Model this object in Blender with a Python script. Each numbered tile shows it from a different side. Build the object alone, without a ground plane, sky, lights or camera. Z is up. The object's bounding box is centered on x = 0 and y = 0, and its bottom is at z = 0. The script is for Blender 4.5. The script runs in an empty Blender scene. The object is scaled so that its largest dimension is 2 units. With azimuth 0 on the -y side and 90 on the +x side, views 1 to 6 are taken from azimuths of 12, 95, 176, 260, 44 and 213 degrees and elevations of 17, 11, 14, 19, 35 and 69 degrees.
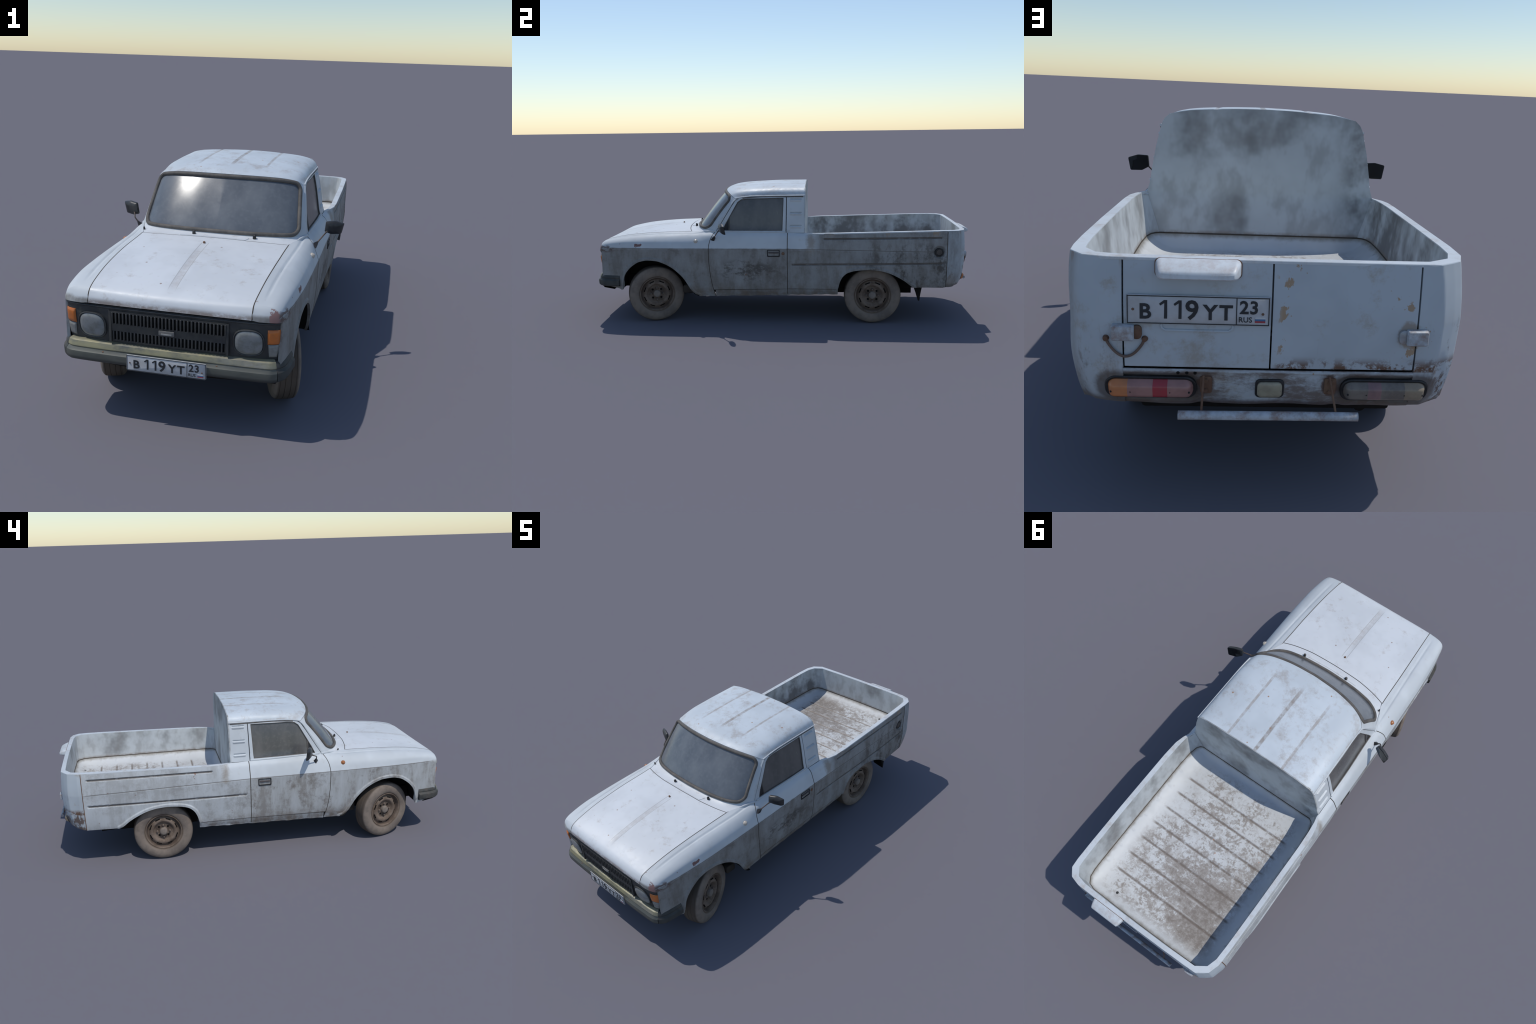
import bpy, bmesh, math, random
import numpy as np
from mathutils import Vector

random.seed(7)

# =====================================================================
#  numeric helpers
# =====================================================================
def pchip(xs, ys):
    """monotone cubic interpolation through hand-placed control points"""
    xs = np.array(xs, float); ys = np.array(ys, float)
    h = np.diff(xs); d = np.diff(ys) / h
    m = np.zeros(len(xs)); m[0] = d[0]; m[-1] = d[-1]
    for i in range(1, len(xs) - 1):
        if d[i - 1] * d[i] > 0:
            w1 = 2 * h[i] + h[i - 1]; w2 = h[i] + 2 * h[i - 1]
            m[i] = (w1 + w2) / (w1 / d[i - 1] + w2 / d[i])
    def f(x):
        x = np.clip(np.asarray(x, float), xs[0], xs[-1])
        i = np.clip(np.searchsorted(xs, x) - 1, 0, len(h) - 1)
        t = (x - xs[i]) / h[i]
        return ((2*t**3 - 3*t**2 + 1) * ys[i] + (t**3 - 2*t**2 + t) * h[i] * m[i]
                + (-2*t**3 + 3*t**2) * ys[i+1] + (t**3 - t**2) * h[i] * m[i+1])
    return f

def curve(*pts):
    a = sorted(pts); return pchip([p[0] for p in a], [p[1] for p in a])

def smooth(a, b, x):
    t = np.clip((x - a) / (b - a), 0, 1); return t * t * (3 - 2 * t)

def lerp(a, b, t): return a + (b - a) * t

# =====================================================================
#  scene tree
# =====================================================================
root = bpy.data.objects.new("pickup_truck", None)
bpy.context.scene.collection.objects.link(root)
root["label"] = "old dusty pale blue pickup truck with open cargo bed"
root["category"] = "pickup truck"

def make(name, verts, faces, mat, parent=None, angle=40, loc=None, rot=None):
    me = bpy.data.meshes.new(name)
    me.from_pydata([tuple(map(float, v)) for v in verts], [], [tuple(map(int, f)) for f in faces])
    me.validate(); me.update()
    for p in me.polygons: p.use_smooth = True
    me.set_sharp_from_angle(angle=math.radians(angle))
    if mat: me.materials.append(mat)
    ob = bpy.data.objects.new(name, me)
    bpy.context.scene.collection.objects.link(ob)
    ob.parent = parent or root
    if loc is not None: ob.location = loc
    if rot is not None: ob.rotation_euler = rot
    return ob

def fix_normals(ob, outward=None):
    bm = bmesh.new(); bm.from_mesh(ob.data)
    bmesh.ops.remove_doubles(bm, verts=bm.verts, dist=1e-5)
    bmesh.ops.recalc_face_normals(bm, faces=bm.faces)
    bm.to_mesh(ob.data); bm.free()
    ob.data.set_sharp_from_angle(angle=math.radians(40))

class Grid:
    """a sheet sampled on a grid, with an optional turned-in edge (flange)"""
    def __init__(self): self.v = []; self.f = []
    def sheet(self, P, skirt=0.008, sides="nesw", flip=False, edge_round=0.0012):
        P = np.asarray(P, float); nu, nv = P.shape[:2]
        N = np.cross(np.gradient(P, axis=0), np.gradient(P, axis=1))
        L = np.linalg.norm(N, axis=2, keepdims=True); N = N / np.maximum(L, 1e-12)
        if flip: N = -N
        o = len(self.v); self.v += [tuple(p) for p in P.reshape(-1, 3)]
        idx = lambda i, j: o + i * nv + j
        def quad(a, b, c, d): self.f.append((d, c, b, a) if flip else (a, b, c, d))
        for i in range(nu - 1):
            for j in range(nv - 1):
                quad(idx(i, j), idx(i+1, j), idx(i+1, j+1), idx(i, j+1))
        if skirt:
            runs = {"w": [(0, j) for j in range(nv)][::-1], "e": [(nu-1, j) for j in range(nv)],
                    "s": [(i, 0) for i in range(nu)], "n": [(i, nv-1) for i in range(nu)][::-1]}
            for k in sides:
                r = runs[k]; s = len(self.v)
                for (i, j) in r: self.v.append(tuple(P[i, j] - N[i, j] * skirt))
                for q in range(len(r) - 1):
                    a = idx(*r[q]); b = idx(*r[q+1])
                    quad(b, a, s + q, s + q + 1)
        return self

def panel(name, P, mat, mirror=False, skirt=0.008, sides="nesw", flip=False, parent=None, angle=40, extra=None):
    """P: array (nu,nv,3) or list of them. Builds one object, or a left and a right one."""
    Ps = P if isinstance(P, list) else [P]
    out = []
    for sx in ((1, -1) if mirror else (1,)):
        g = Grid()
        for q in Ps:
            q = np.array(q, float).copy(); q[..., 0] *= sx
            g.sheet(q, skirt, sides, flip=(flip if sx == 1 else not flip))
        par = parent[0 if sx == 1 else 1] if isinstance(parent, (list, tuple)) else parent
        out.append(make(name, g.v, g.f, mat, par, angle))
    return out if mirror else out[0]

def box(name, c, s, mat, parent=None, bevel=0.002, seg=2, rot=None):
    bm = bmesh.new(); bmesh.ops.create_cube(bm, size=1)
    for v in bm.verts: v.co = Vector((v.co.x * s[0], v.co.y * s[1], v.co.z * s[2]))
    if bevel: bmesh.ops.bevel(bm, geom=bm.edges[:], offset=bevel, segments=seg, profile=.5, affect="EDGES")
    if rot: bmesh.ops.rotate(bm, verts=bm.verts, matrix=rot)
    for v in bm.verts: v.co += Vector(c)
    V = [v.co[:] for v in bm.verts]; F = [[v.index for v in f.verts] for f in bm.faces]
    bm.verts.index_update(); F = [[v.index for v in f.verts] for f in bm.faces]
    bm.free()
    return make(name, V, F, mat, parent)

def tube(name, pts, r, mat, parent=None, closed=False, n=10, cap=True):
    pts = np.array(pts, float); m = len(pts)
    rr = np.full(m, r) if np.isscalar(r) else np.array(r, float)
    T = np.roll(pts, -1, 0) - np.roll(pts, 1, 0)
    if not closed: T[0] = pts[1] - pts[0]; T[-1] = pts[-1] - pts[-2]
    T /= np.linalg.norm(T, axis=1, keepdims=True)
    ref = np.array([0., 0, 1]) if abs(T[0][2]) < .9 else np.array([1., 0, 0])
    V, F = [], []
    A = np.cross(T[0], ref); A /= np.linalg.norm(A)
    for k in range(m):
        A = A - T[k] * (A @ T[k]); A /= np.linalg.norm(A); B = np.cross(T[k], A)
        for q in range(n):
            a = 2 * math.pi * q / n
            V.append(pts[k] + rr[k] * (math.cos(a) * A + math.sin(a) * B))
    for k in range(m if closed else m - 1):
        k2 = (k + 1) % m
        for q in range(n):
            F.append((k*n+q, k*n+(q+1) % n, k2*n+(q+1) % n, k2*n+q))
    if not closed and cap:
        F.append(tuple(range(n))[::-1]); F.append(tuple(range((m-1)*n, m*n)))
    return make(name, V, F, mat, parent)

def lathe_x(name, prof, mat, parent, n=64, closed=False, offset=(0, 0, 0), angle=35):
    """prof: list of (x, r) turned about the x axis"""
    V, F = [], []; m = len(prof)
    for (x, r) in prof:
        for q in range(n):
            a = 2 * math.pi * q / n
            V.append((x + offset[0], r * math.cos(a) + offset[1], r * math.sin(a) + offset[2]))
    for k in range(m if closed else m - 1):
        k2 = (k + 1) % m
        for q in range(n):
            F.append((k*n+q, k*n+(q+1) % n, k2*n+(q+1) % n, k2*n+q))
    ob = make(name, V, F, mat, parent, angle); fix_normals(ob); return ob

def rounded_loop(w, h, r, n=6, sup=None):
    """outline of a rounded rectangle, centred, counter-clockwise"""
    out = []
    for cx, cy, a0 in ((w/2-r, h/2-r, 0), (-w/2+r, h/2-r, 90), (-w/2+r, -h/2+r, 180), (w/2-r, -h/2+r, 270)):
        for k in range(n + 1):
            a = math.radians(a0 + 90 * k / n); out.append((cx + r*math.cos(a), cy + r*math.sin(a)))
    return out

def pillow(name, loop, base, U, Vv, D, layers, mat, parent=None):
    """loft of one outline: layers = list of (depth, scale or inset); last one is capped"""
    V, F = [], []; n = len(loop)
    base, U, Vv, D = (np.array(q, float) for q in (base, U, Vv, D))
    for d, ins in layers:
        for (a, b) in loop:
            l = math.hypot(a, b); ax = max(abs(p[0]) for p in loop); ay = max(abs(p[1]) for p in loop)
            a2 = a * (ax - ins) / ax; b2 = b * (ay - ins) / ay
            V.append(base + U*a2 + Vv*b2 + D*d)
    for k in range(len(layers) - 1):
        for q in range(n): F.append((k*n+q, k*n+(q+1) % n, (k+1)*n+(q+1) % n, (k+1)*n+q))
    c = len(V); V.append(base + D * layers[-1][0]); k = len(layers) - 1
    for q in range(n): F.append((k*n+q, k*n+(q+1) % n, c))
    F.append(tuple(range(n))[::-1])
    ob = make(name, V, F, mat, parent); fix_normals(ob); return ob

# =====================================================================
#  materials: a small expression layer over shader nodes
# =====================================================================
class X:
    def __init__(s, sock, nt): s.s = sock; s.nt = nt
    def _m(s, op, *o, clamp=False):
        n = s.nt.nodes.new("ShaderNodeMath"); n.operation = op; n.use_clamp = clamp
        for i, q in enumerate((s,) + o):
            if isinstance(q, X): s.nt.links.new(q.s, n.inputs[i])
            else: n.inputs[i].default_value = float(q)
        return X(n.outputs[0], s.nt)
    def __add__(s, o): return s._m("ADD", o)
    __radd__ = __add__
    def __mul__(s, o): return s._m("MULTIPLY", o)
    __rmul__ = __mul__
    def __sub__(s, o): return s._m("SUBTRACT", o)
    def __rsub__(s, o): return (s * -1) + o
    def __truediv__(s, o): return s._m("DIVIDE", o)
    def abs(s): return s._m("ABSOLUTE")
    def min(s, o): return s._m("MINIMUM", o)
    def max(s, o): return s._m("MAXIMUM", o)
    def pow(s, o): return s._m("POWER", o)
    def sqrt(s): return s._m("SQRT")
    def clamp(s): return s._m("ADD", 0.0, clamp=True)
    def step(s, a, b):
        """smooth 0..1 ramp from a to b (a may exceed b)"""
        n = s.nt.nodes.new("ShaderNodeMapRange"); n.interpolation_type = "SMOOTHSTEP"
        s.nt.links.new(s.s, n.inputs[0])
        if a < b: n.inputs[1].default_value, n.inputs[2].default_value, n.inputs[3].default_value, n.inputs[4].default_value = a, b, 0, 1
        else: n.inputs[1].default_value, n.inputs[2].default_value, n.inputs[3].default_value, n.inputs[4].default_value = b, a, 1, 0
        return X(n.outputs[0], s.nt)

class Mat:
    def __init__(s, name):
        s.m = bpy.data.materials.new(name); s.m.use_nodes = True; s.nt = s.m.node_tree
        s.b = s.nt.nodes["Principled BSDF"]; s.tc = s.nt.nodes.new("ShaderNodeTexCoord")
        sep = s.nt.nodes.new("ShaderNodeSeparateXYZ"); s.nt.links.new(s.tc.outputs["Object"], sep.inputs[0])
        s.x, s.y, s.z = (X(o, s.nt) for o in sep.outputs)
    def vec(s, scale, loc=(0, 0, 0)):
        n = s.nt.nodes.new("ShaderNodeMapping"); s.nt.links.new(s.tc.outputs["Object"], n.inputs[0])
        n.inputs["Scale"].default_value = scale; n.inputs["Location"].default_value = loc; return n.outputs[0]
    def noise(s, scale, detail=4, rough=.6, stretch=(1, 1, 1), loc=(0, 0, 0), dist=0):
        n = s.nt.nodes.new("ShaderNodeTexNoise"); s.nt.links.new(s.vec(stretch, loc), n.inputs["Vector"])
        n.inputs["Scale"].default_value = scale; n.inputs["Detail"].default_value = detail
        n.inputs["Roughness"].default_value = rough; n.inputs["Distortion"].default_value = dist
        return X(n.outputs[0], s.nt)
    def cells(s, scale, loc=(0, 0, 0), stretch=(1, 1, 1)):
        n = s.nt.nodes.new("ShaderNodeTexVoronoi"); s.nt.links.new(s.vec(stretch, loc), n.inputs["Vector"])
        n.inputs["Scale"].default_value = scale; return X(n.outputs["Distance"], s.nt)
    def mix(s, a, b, f):
        n = s.nt.nodes.new("ShaderNodeMix"); n.data_type = "RGBA"
        for q, i in ((a, 6), (b, 7)):
            if isinstance(q, X): s.nt.links.new(q.s, n.inputs[i])
            else: n.inputs[i].default_value = (*q, 1)
        if isinstance(f, X): s.nt.links.new(f.s, n.inputs[0])
        else: n.inputs[0].default_value = f
        return X(n.outputs[2], s.nt)
    def colour(s, c):
        if isinstance(c, X): s.nt.links.new(c.s, s.b.inputs["Base Color"])
        else: s.b.inputs["Base Color"].default_value = (*c, 1)
        return s
    def put(s, **k):
        for n, q in k.items():
            n = n.replace("_", " ")
            if isinstance(q, X): s.nt.links.new(q.s, s.b.inputs[n])
            else: s.b.inputs[n].default_value = q
        return s
    def bump(s, h, strength=.3, dist=.002):
        n = s.nt.nodes.new("ShaderNodeBump"); n.inputs["Strength"].default_value = strength
        n.inputs["Distance"].default_value = dist; s.nt.links.new(h.s, n.inputs["Height"])
        s.nt.links.new(n.outputs[0], s.b.inputs["Normal"]); return s

PAINT = (0.585, 0.62, 0.645)
PALE = (0.69, 0.715, 0.74)
DIRT = (0.155, 0.125, 0.10)
DARKDIRT = (0.05, 0.045, 0.042)
RUST = (0.20, 0.085, 0.045)
OCHRE = (0.36, 0.22, 0.10)

def paint_base(m, seed=0.0, base=PAINT):
    """weathered paint: mottled tone with faint soiling"""
    c = m.mix(base, tuple(q * .90 for q in base), m.noise(5, 3, .6, loc=(seed, 1, 2)).step(.40, .66))
    c = m.mix(c, (0.47, 0.46, 0.44), m.noise(26, 6, .7, loc=(seed, 4, 0)).step(.56, .78) * .45)
    return c

def finish_paint(m, c, rough=.42):
    m.colour(c); m.put(Roughness=m.noise(40, 4, .6).step(.3, .7) * .12 + rough, Specular_IOR_Level=.45)
    m.bump(m.noise(60, 3, .5), .06, .001); return m.m

def line_mask(m, d, half, soft): return d.abs().step(half + soft, max(half - soft, 0.0))

def mat_side():
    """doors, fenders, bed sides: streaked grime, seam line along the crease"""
    m = Mat("side_paint"); c = paint_base(m, 3)
    below = (m.z + (m.y - .04).max(0.0) * .0185 + (m.noise(30, 4, .6) - .5) * .012).step(.409, .395)
    # film of grime below the crease, thin on the x<0 bed side; x>0 flank darker
    streak = m.noise(7, 7, .68, stretch=(2.2, 2.2, .55), loc=(2, 0, 0))
    blot = m.noise(5.5, 8, .74, loc=(9, 3, 1))
    fine = m.noise(34, 6, .75, loc=(6, 2, 2))
    far = m.x.step(.1, -.1) * m.y.step(.02, .12)
    bed = m.y.step(.15, .23)
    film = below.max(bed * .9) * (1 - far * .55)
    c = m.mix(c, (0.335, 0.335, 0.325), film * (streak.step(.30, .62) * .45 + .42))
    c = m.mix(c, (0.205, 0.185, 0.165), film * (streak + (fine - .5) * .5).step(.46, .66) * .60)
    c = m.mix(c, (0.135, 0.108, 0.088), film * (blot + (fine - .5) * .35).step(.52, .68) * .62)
    pos = m.x.step(.1, .3)
    c = m.mix(c, (0.150, 0.138, 0.125), film * pos * (blot.step(.30, .60) * .25 + .42))  # further darker tone over the x>0 flank only
    rearq = m.y.step(.30, .62) * m.y.step(.92, .86)
    c = m.mix(c, (0.062, 0.053, 0.045), (m.noise(9, 8, .78, stretch=(1.2, 1.2, .6), loc=(1, 5, 3)) + (fine - .5) * .3).step(.47, .62) * rearq * pos * m.z.step(.462, .40) * .80)
    d1 = ((m.y + .17) * (m.y + .17) * .4 + (m.z - .285) * (m.z - .285) * 3).sqrt()
    c = m.mix(c, (0.07, 0.062, 0.055), d1.step(.14, .05) * (m.noise(12, 8, .75, stretch=(1, .6, 1.3), loc=(0, 1, 7)) + (fine - .5) * .3).step(.49, .58) * pos * .75)
    low = m.z.step(.235, .15) * m.noise(14, 6, .7, loc=(4, 4, 4)).step(.38, .62)
    c = m.mix(c, (0.185, 0.145, 0.11), low * .85)
    # dirt in the pressed ribs
    rib1 = line_mask(m, m.z - (m.y * .0118 + .3182), .0045, .0015) * m.y.step(.062, .070) * m.y.step(.842, .834)
    rib2 = line_mask(m, m.z - (m.y * .0102 + .4526), .0045, .0015) * m.y.step(.228, .236) * m.y.step(.836, .828)
    c = m.mix(c, (0.115, 0.098, 0.085), (rib1 + rib2) * m.noise(30, 4, .6).step(.15, .5) * .9)
    # crease seam
    cz = (m.y - .04).max(0.0) * -.0185 + .4022
    c = m.mix(c, (0.13, 0.115, 0.10), line_mask(m, m.z - cz, .0016, .0012) * m.y.step(-.94, -.90) * m.y.step(.87, .83) * .85)
    # chips with rust
    chip = m.noise(24, 5, .7, loc=(7, 7, 0)).step(.69, .71)
    c = m.mix(c, RUST, chip * .8)
    # scraped front corner on the sunny-opposite fender
    near = ((m.y + .93) * (m.y + .93) * .35 + (m.z - .397) * (m.z - .397) * 4 + (m.x - .34) * (m.x - .34)).sqrt()
    c = m.mix(c, (0.12, 0.075, 0.065), near.step(.05, .02) * m.noise(38, 5, .7, stretch=(1, .5, 1.6)).step(.47, .53) * .9)
    fl = ((m.y + .968) * (m.y + .968) + (m.z - .395) * (m.z - .395) * .6 + (m.x - .322) * (m.x - .322) * 1.6).sqrt() + (m.noise(60, 4, .7) - .5) * .05
    c = m.mix(c, (0.26, 0.15, 0.14), fl.step(.022, .018))
    fl2 = ((m.y + .755) * (m.y + .755) * .4 + (m.z - .418) * (m.z - .418) * 3 + (m.x - .36) * (m.x - .36)).sqrt() + m.noise(60, 3, .6) * .012
    c = m.mix(c, (0.20, 0.11, 0.10), (fl2 + (m.noise(70, 3, .6) - .5) * .03).step(.020, .017))
    stain = ((m.y - .165) * (m.y - .165) * 2.2 + (m.z - .440) * (m.z - .440) * .35).sqrt() + (m.noise(14, 7, .78) - .5) * .11
    c = m.mix(c, (0.27, 0.225, 0.18), stain.step(.050, .005) * .75)
    # rusty run-down below the rim and at the weld seam
    run = m.noise(22, 4, .6, stretch=(1, 1, .15), loc=(0, 0, 3)).step(.60, .70) * m.z.step(.455, .488) * m.y.step(.2, .3)
    c = m.mix(c, OCHRE, run * .55)
    seam = line_mask(m, m.y - .860, .002, .0015) * m.x.step(-.2, -.3) * m.noise(25, 3, .6).step(.30, .5)
    c = m.mix(c, (0.30, 0.17, 0.10), seam * .85)
    return finish_paint(m, c, .55)

def strip(m, d, half, c, tone, amount, along):
    a = line_mask(m, d, half, half * .35) * along
    return m.mix(c, tone, a * (m.noise(45, 5, .7).step(.30, .62) * .7 + .3) * amount)

def mat_hood():
    m = Mat("hood_paint"); c = paint_base(m, 11, PALE)
    along = m.y.step(-.945, -.90) * m.y.step(-.565, -.58)
    c = strip(m, m.x + .004, .011, c, (0.46, 0.43, 0.41), .55, along * m.y.step(-.60, -.70))
    c = m.mix(c, (0.33, 0.32, 0.31), (line_mask(m, m.x - .008, .0013, .001) + line_mask(m, m.x + .016, .0013, .001)) * along * .6)
    c = m.mix(c, (0.40, 0.35, 0.31), m.noise(16, 7, .74, loc=(3, 9, 1)).step(.56, .72) * .5)
    lip = m.z.step(.408, .392) * m.noise(28, 6, .75, stretch=(.5, 1, 1)).step(.34, .58)
    c = m.mix(c, (0.22, 0.16, 0.125), lip * .8)
    c = m.mix(c, (0.25, 0.14, 0.09), m.cells(11, (2, 0, 0)).step(.05, .03) * .7)
    return finish_paint(m, c, .36)

def mat_roof():
    m = Mat("roof_paint"); c = paint_base(m, 21, (0.61, 0.665, 0.71))
    c = m.mix(c, (0.37, 0.335, 0.31), m.noise(13, 8, .78, loc=(5, 2, 1)).step(.48, .70) * m.z.step(.66, .69) * .65)
    along = m.y.step(-.24, -.17)
    c = strip(m, m.x, .0075, c, (0.29, 0.25, 0.22), .85, along)
    for s in (-.135, .135): c = strip(m, m.x - s, .0055, c, (0.36, 0.32, 0.29), .75, along)
    c = m.mix(c, (0.36, 0.185, 0.085), m.cells(15, (1, 1, 0)).step(.075, .045) * .85)
    edge = m.z.step(.684, .674) * m.y.step(-.24, -.2) * m.noise(20, 5, .7).step(.3, .6)
    c = m.mix(c, (0.37, 0.33, 0.30), edge * .7)
    return finish_paint(m, c)

def mat_pillar():
    m = Mat("cab_paint"); c = paint_base(m, 31)
    c = m.mix(c, (0.33, 0.30, 0.27), m.noise(16, 6, .7, loc=(1, 1, 8)).step(.54, .72) * .5)
    return finish_paint(m, c)

def mat_rear():
    """tailgate, rear corners, rear apron: rust along the edges, chipped ochre spots"""
    m = Mat("rear_paint"); c = paint_base(m, 41, (0.475, 0.525, 0.565))
    right = m.x.step(0.0, -.02)
    spots = m.noise(19, 5, .7, stretch=(1, .2, .75), loc=(2.4, 0, 5.5)).step(.635, .66)
    c = m.mix(c, OCHRE, spots * right * .8)
    c = m.mix(c, (0.33, 0.27, 0.20), m.noise(9, 7, .76, loc=(8, 0, 2)).step(.54, .70) * .6)
    drip = m.noise(20, 5, .65, stretch=(1.4, .2, .12), loc=(4, 0, 0)).step(.58, .70) * m.noise(6, 3, .5, loc=(0, 0, 6)).step(.45, .6)
    c = m.mix(c, (0.27, 0.20, 0.145), drip * .7)
    foot = m.z.step(.322, .296) * m.z.step(.286, .291) * right * m.noise(38, 5, .75, loc=(1, 0, 0)).step(.42, .54)
    c = m.mix(c, (0.15, 0.085, 0.055), foot)
    corner = m.x.step(-.27, -.33) * (m.noise(17, 7, .78, stretch=(1.3, 1.3, .6), loc=(0, 3, 3)) + m.z.step(.38, .22) * .10 - .06).step(.50, .58) * m.z.step(.42, .33)
    c = m.mix(c, (0.115, 0.07, 0.05), corner * .9)
    cornl = m.x.step(.27, .30) * m.noise(15, 6, .74, stretch=(1.3, 1.3, .7), loc=(0, 8, 3)).step(.50, .64) * m.z.step(.38, .30)
    c = m.mix(c, (0.16, 0.125, 0.10), cornl * .7)
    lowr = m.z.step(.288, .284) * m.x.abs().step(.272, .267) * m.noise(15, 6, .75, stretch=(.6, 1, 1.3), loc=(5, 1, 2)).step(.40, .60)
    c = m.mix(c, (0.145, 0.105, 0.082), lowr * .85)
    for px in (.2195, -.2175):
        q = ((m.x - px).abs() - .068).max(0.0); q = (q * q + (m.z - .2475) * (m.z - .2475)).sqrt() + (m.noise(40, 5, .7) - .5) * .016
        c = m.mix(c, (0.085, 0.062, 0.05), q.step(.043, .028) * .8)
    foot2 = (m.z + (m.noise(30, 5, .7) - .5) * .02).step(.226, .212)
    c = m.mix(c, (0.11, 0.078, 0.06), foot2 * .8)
    rim = m.z.step(.470, .492) * m.noise(26, 4, .6, stretch=(1, 1, .2), loc=(3, 0, 0)).step(.58, .68) * m.x.step(.24, .27)
    c = m.mix(c, (0.28, 0.16, 0.09), rim * .8)
    flank = m.y.step(.945, .915) * m.x.step(.25, .3) * (m.noise(8, 7, .7, stretch=(2, 2, .6), loc=(3, 3, 0)).step(.35, .62) * .45 + .22)
    c = m.mix(c, (0.16, 0.145, 0.13), flank)
    bl = line_mask(m, m.z - .2905, .003, .003) * m.x.abs().step(.272, .267) * m.noise(30, 4, .6).step(.3, .55)
    c = m.mix(c, (0.15, 0.10, 0.08), bl * .7)
    for px in (.118, -.112):
        q = ((m.x - px) * (m.x - px) + (m.z - .258) * (m.z - .258) * .45).sqrt() + m.noise(45, 4, .7) * .018
        c = m.mix(c, (0.11, 0.06, 0.04), q.step(.027, .021) * .92)
    q = ((m.x + .255) * (m.x + .255) + (m.z - .362) * (m.z - .362)).sqrt() + m.noise(40, 4, .7) * .03
    c = m.mix(c, (0.27, 0.20, 0.14), q.step(.045, .035) * .7)
    return finish_paint(m, c)

def mat_liner():
    """inside of the bed walls and the bulkhead: soft dark blotches, heavier on the x<0 wall"""
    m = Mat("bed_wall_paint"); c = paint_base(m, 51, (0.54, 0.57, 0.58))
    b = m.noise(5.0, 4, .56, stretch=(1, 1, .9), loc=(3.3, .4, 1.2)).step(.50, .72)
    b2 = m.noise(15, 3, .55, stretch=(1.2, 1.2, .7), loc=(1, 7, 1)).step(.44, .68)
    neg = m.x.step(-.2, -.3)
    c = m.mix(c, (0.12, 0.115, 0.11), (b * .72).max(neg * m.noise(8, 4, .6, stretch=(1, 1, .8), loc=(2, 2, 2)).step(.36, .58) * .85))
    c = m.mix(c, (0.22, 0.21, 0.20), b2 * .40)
    c = m.mix(c, (0.24, 0.17, 0.12), m.z.step(.372, .36) * m.noise(25, 4, .7).step(.3, .6) * .6)
    return finish_paint(m, c, .5)

def mat_floor():
    """bed tub: trampled brown dirt, rubbed ribs"""
    m = Mat("bed_floor_paint"); c = paint_base(m, 61, (0.62, 0.64, 0.65))
    inner = m.x.abs().step(.305, .22) * m.y.step(.93, .86) * m.y.step(.14, .24)
    big = m.noise(3.2, 3, .5, loc=(.6, .5, 0))
    fine = m.noise(52, 8, .78, loc=(2, 2, 0), dist=.3)
    med = m.noise(15, 6, .72, loc=(7, 2, 0))
    heavy = m.y.step(.45, .75) * .07 + m.x.step(.22, -.08) * .07
    sp = fine * .62 + med * .38 + (big - .5) * .36 + heavy * .8
    c = m.mix(c, (0.27, 0.235, 0.205), sp.step(.525, .60) * inner * .80)
    c = m.mix(c, (0.155, 0.125, 0.102), sp.step(.60, .70) * inner * .55)
    c = m.mix(c, (0.42, 0.40, 0.38), m.noise(24, 8, .8, loc=(5, 1, 0)).step(.46, .64) * inner * .55)
    scr = m.noise(50, 2, .5, stretch=(.15, 1.2, 1), loc=(0, 3, 0)).step(.64, .70) * inner
    c = m.mix(c, (0.60, 0.60, 0.59), scr * .35)
    for k in range(7):
        yk = .7985 - .0855 * k
        a = line_mask(m, m.y - yk, .0048, .0035) * m.x.abs().step(.285, .255)
        c = m.mix(c, (0.19, 0.155, 0.13), a * m.noise(38, 5, .7).step(.25, .52) * .85)
    edge = (m.z + (m.noise(26, 5, .7) - .5) * .02).step(.340, .356)
    c = m.mix(c, (0.19, 0.16, 0.115), edge * .75)
    h = ((m.x - .195) * (m.x - .195) + (m.y - .885) * (m.y - .885)).sqrt()
    c = m.mix(c, (0.03, 0.03, 0.03), h.step(.007, .005))
    c = m.mix(c, (0.45, 0.17, 0.06), m.cells(13, (0, 2, 0)).step(.05, .03) * inner * .7)
    return finish_paint(m, c, .5)

def mat_rim_top():
    m = Mat("bed_rim_paint"); c = paint_base(m, 71, (0.62, 0.66, 0.69))
    c = m.mix(c, (0.42, 0.365, 0.32), m.noise(14, 6, .75).step(.48, .70) * .6)
    return finish_paint(m, c)

def simple(name, col, rough=.6, metallic=0, spec=.4, var=.25, scale=30, dust=None, dusta=.5):
    m = Mat(name)
    c = m.mix(col, tuple(q * (1 - var) for q in col), m.noise(scale, 4, .6).step(.35, .65))
    if dust: c = m.mix(c, dust, m.noise(scale * .6, 6, .7, loc=(3, 3, 3)).step(.42, .68) * dusta)
    m.colour(c); m.put(Roughness=rough, Metallic=metallic, Specular_IOR_Level=spec); return m.m

def mat_glass(name, base, grime, amt, rough=.12):
    """dark cab behind dusty glass"""
    m = Mat(name)
    n = m.noise(9, 4, .55, stretch=(1, 1, .3), loc=(1, 2, 0)).step(.25, .80)
    c = m.mix(base, grime, n * amt)
    c = m.mix(c, grime, m.noise(60, 3, .6).step(.45, .7) * amt * .4)
    m.colour(c); m.put(Roughness=n * .08 + rough, Specular_IOR_Level=.6); return m.m

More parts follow.
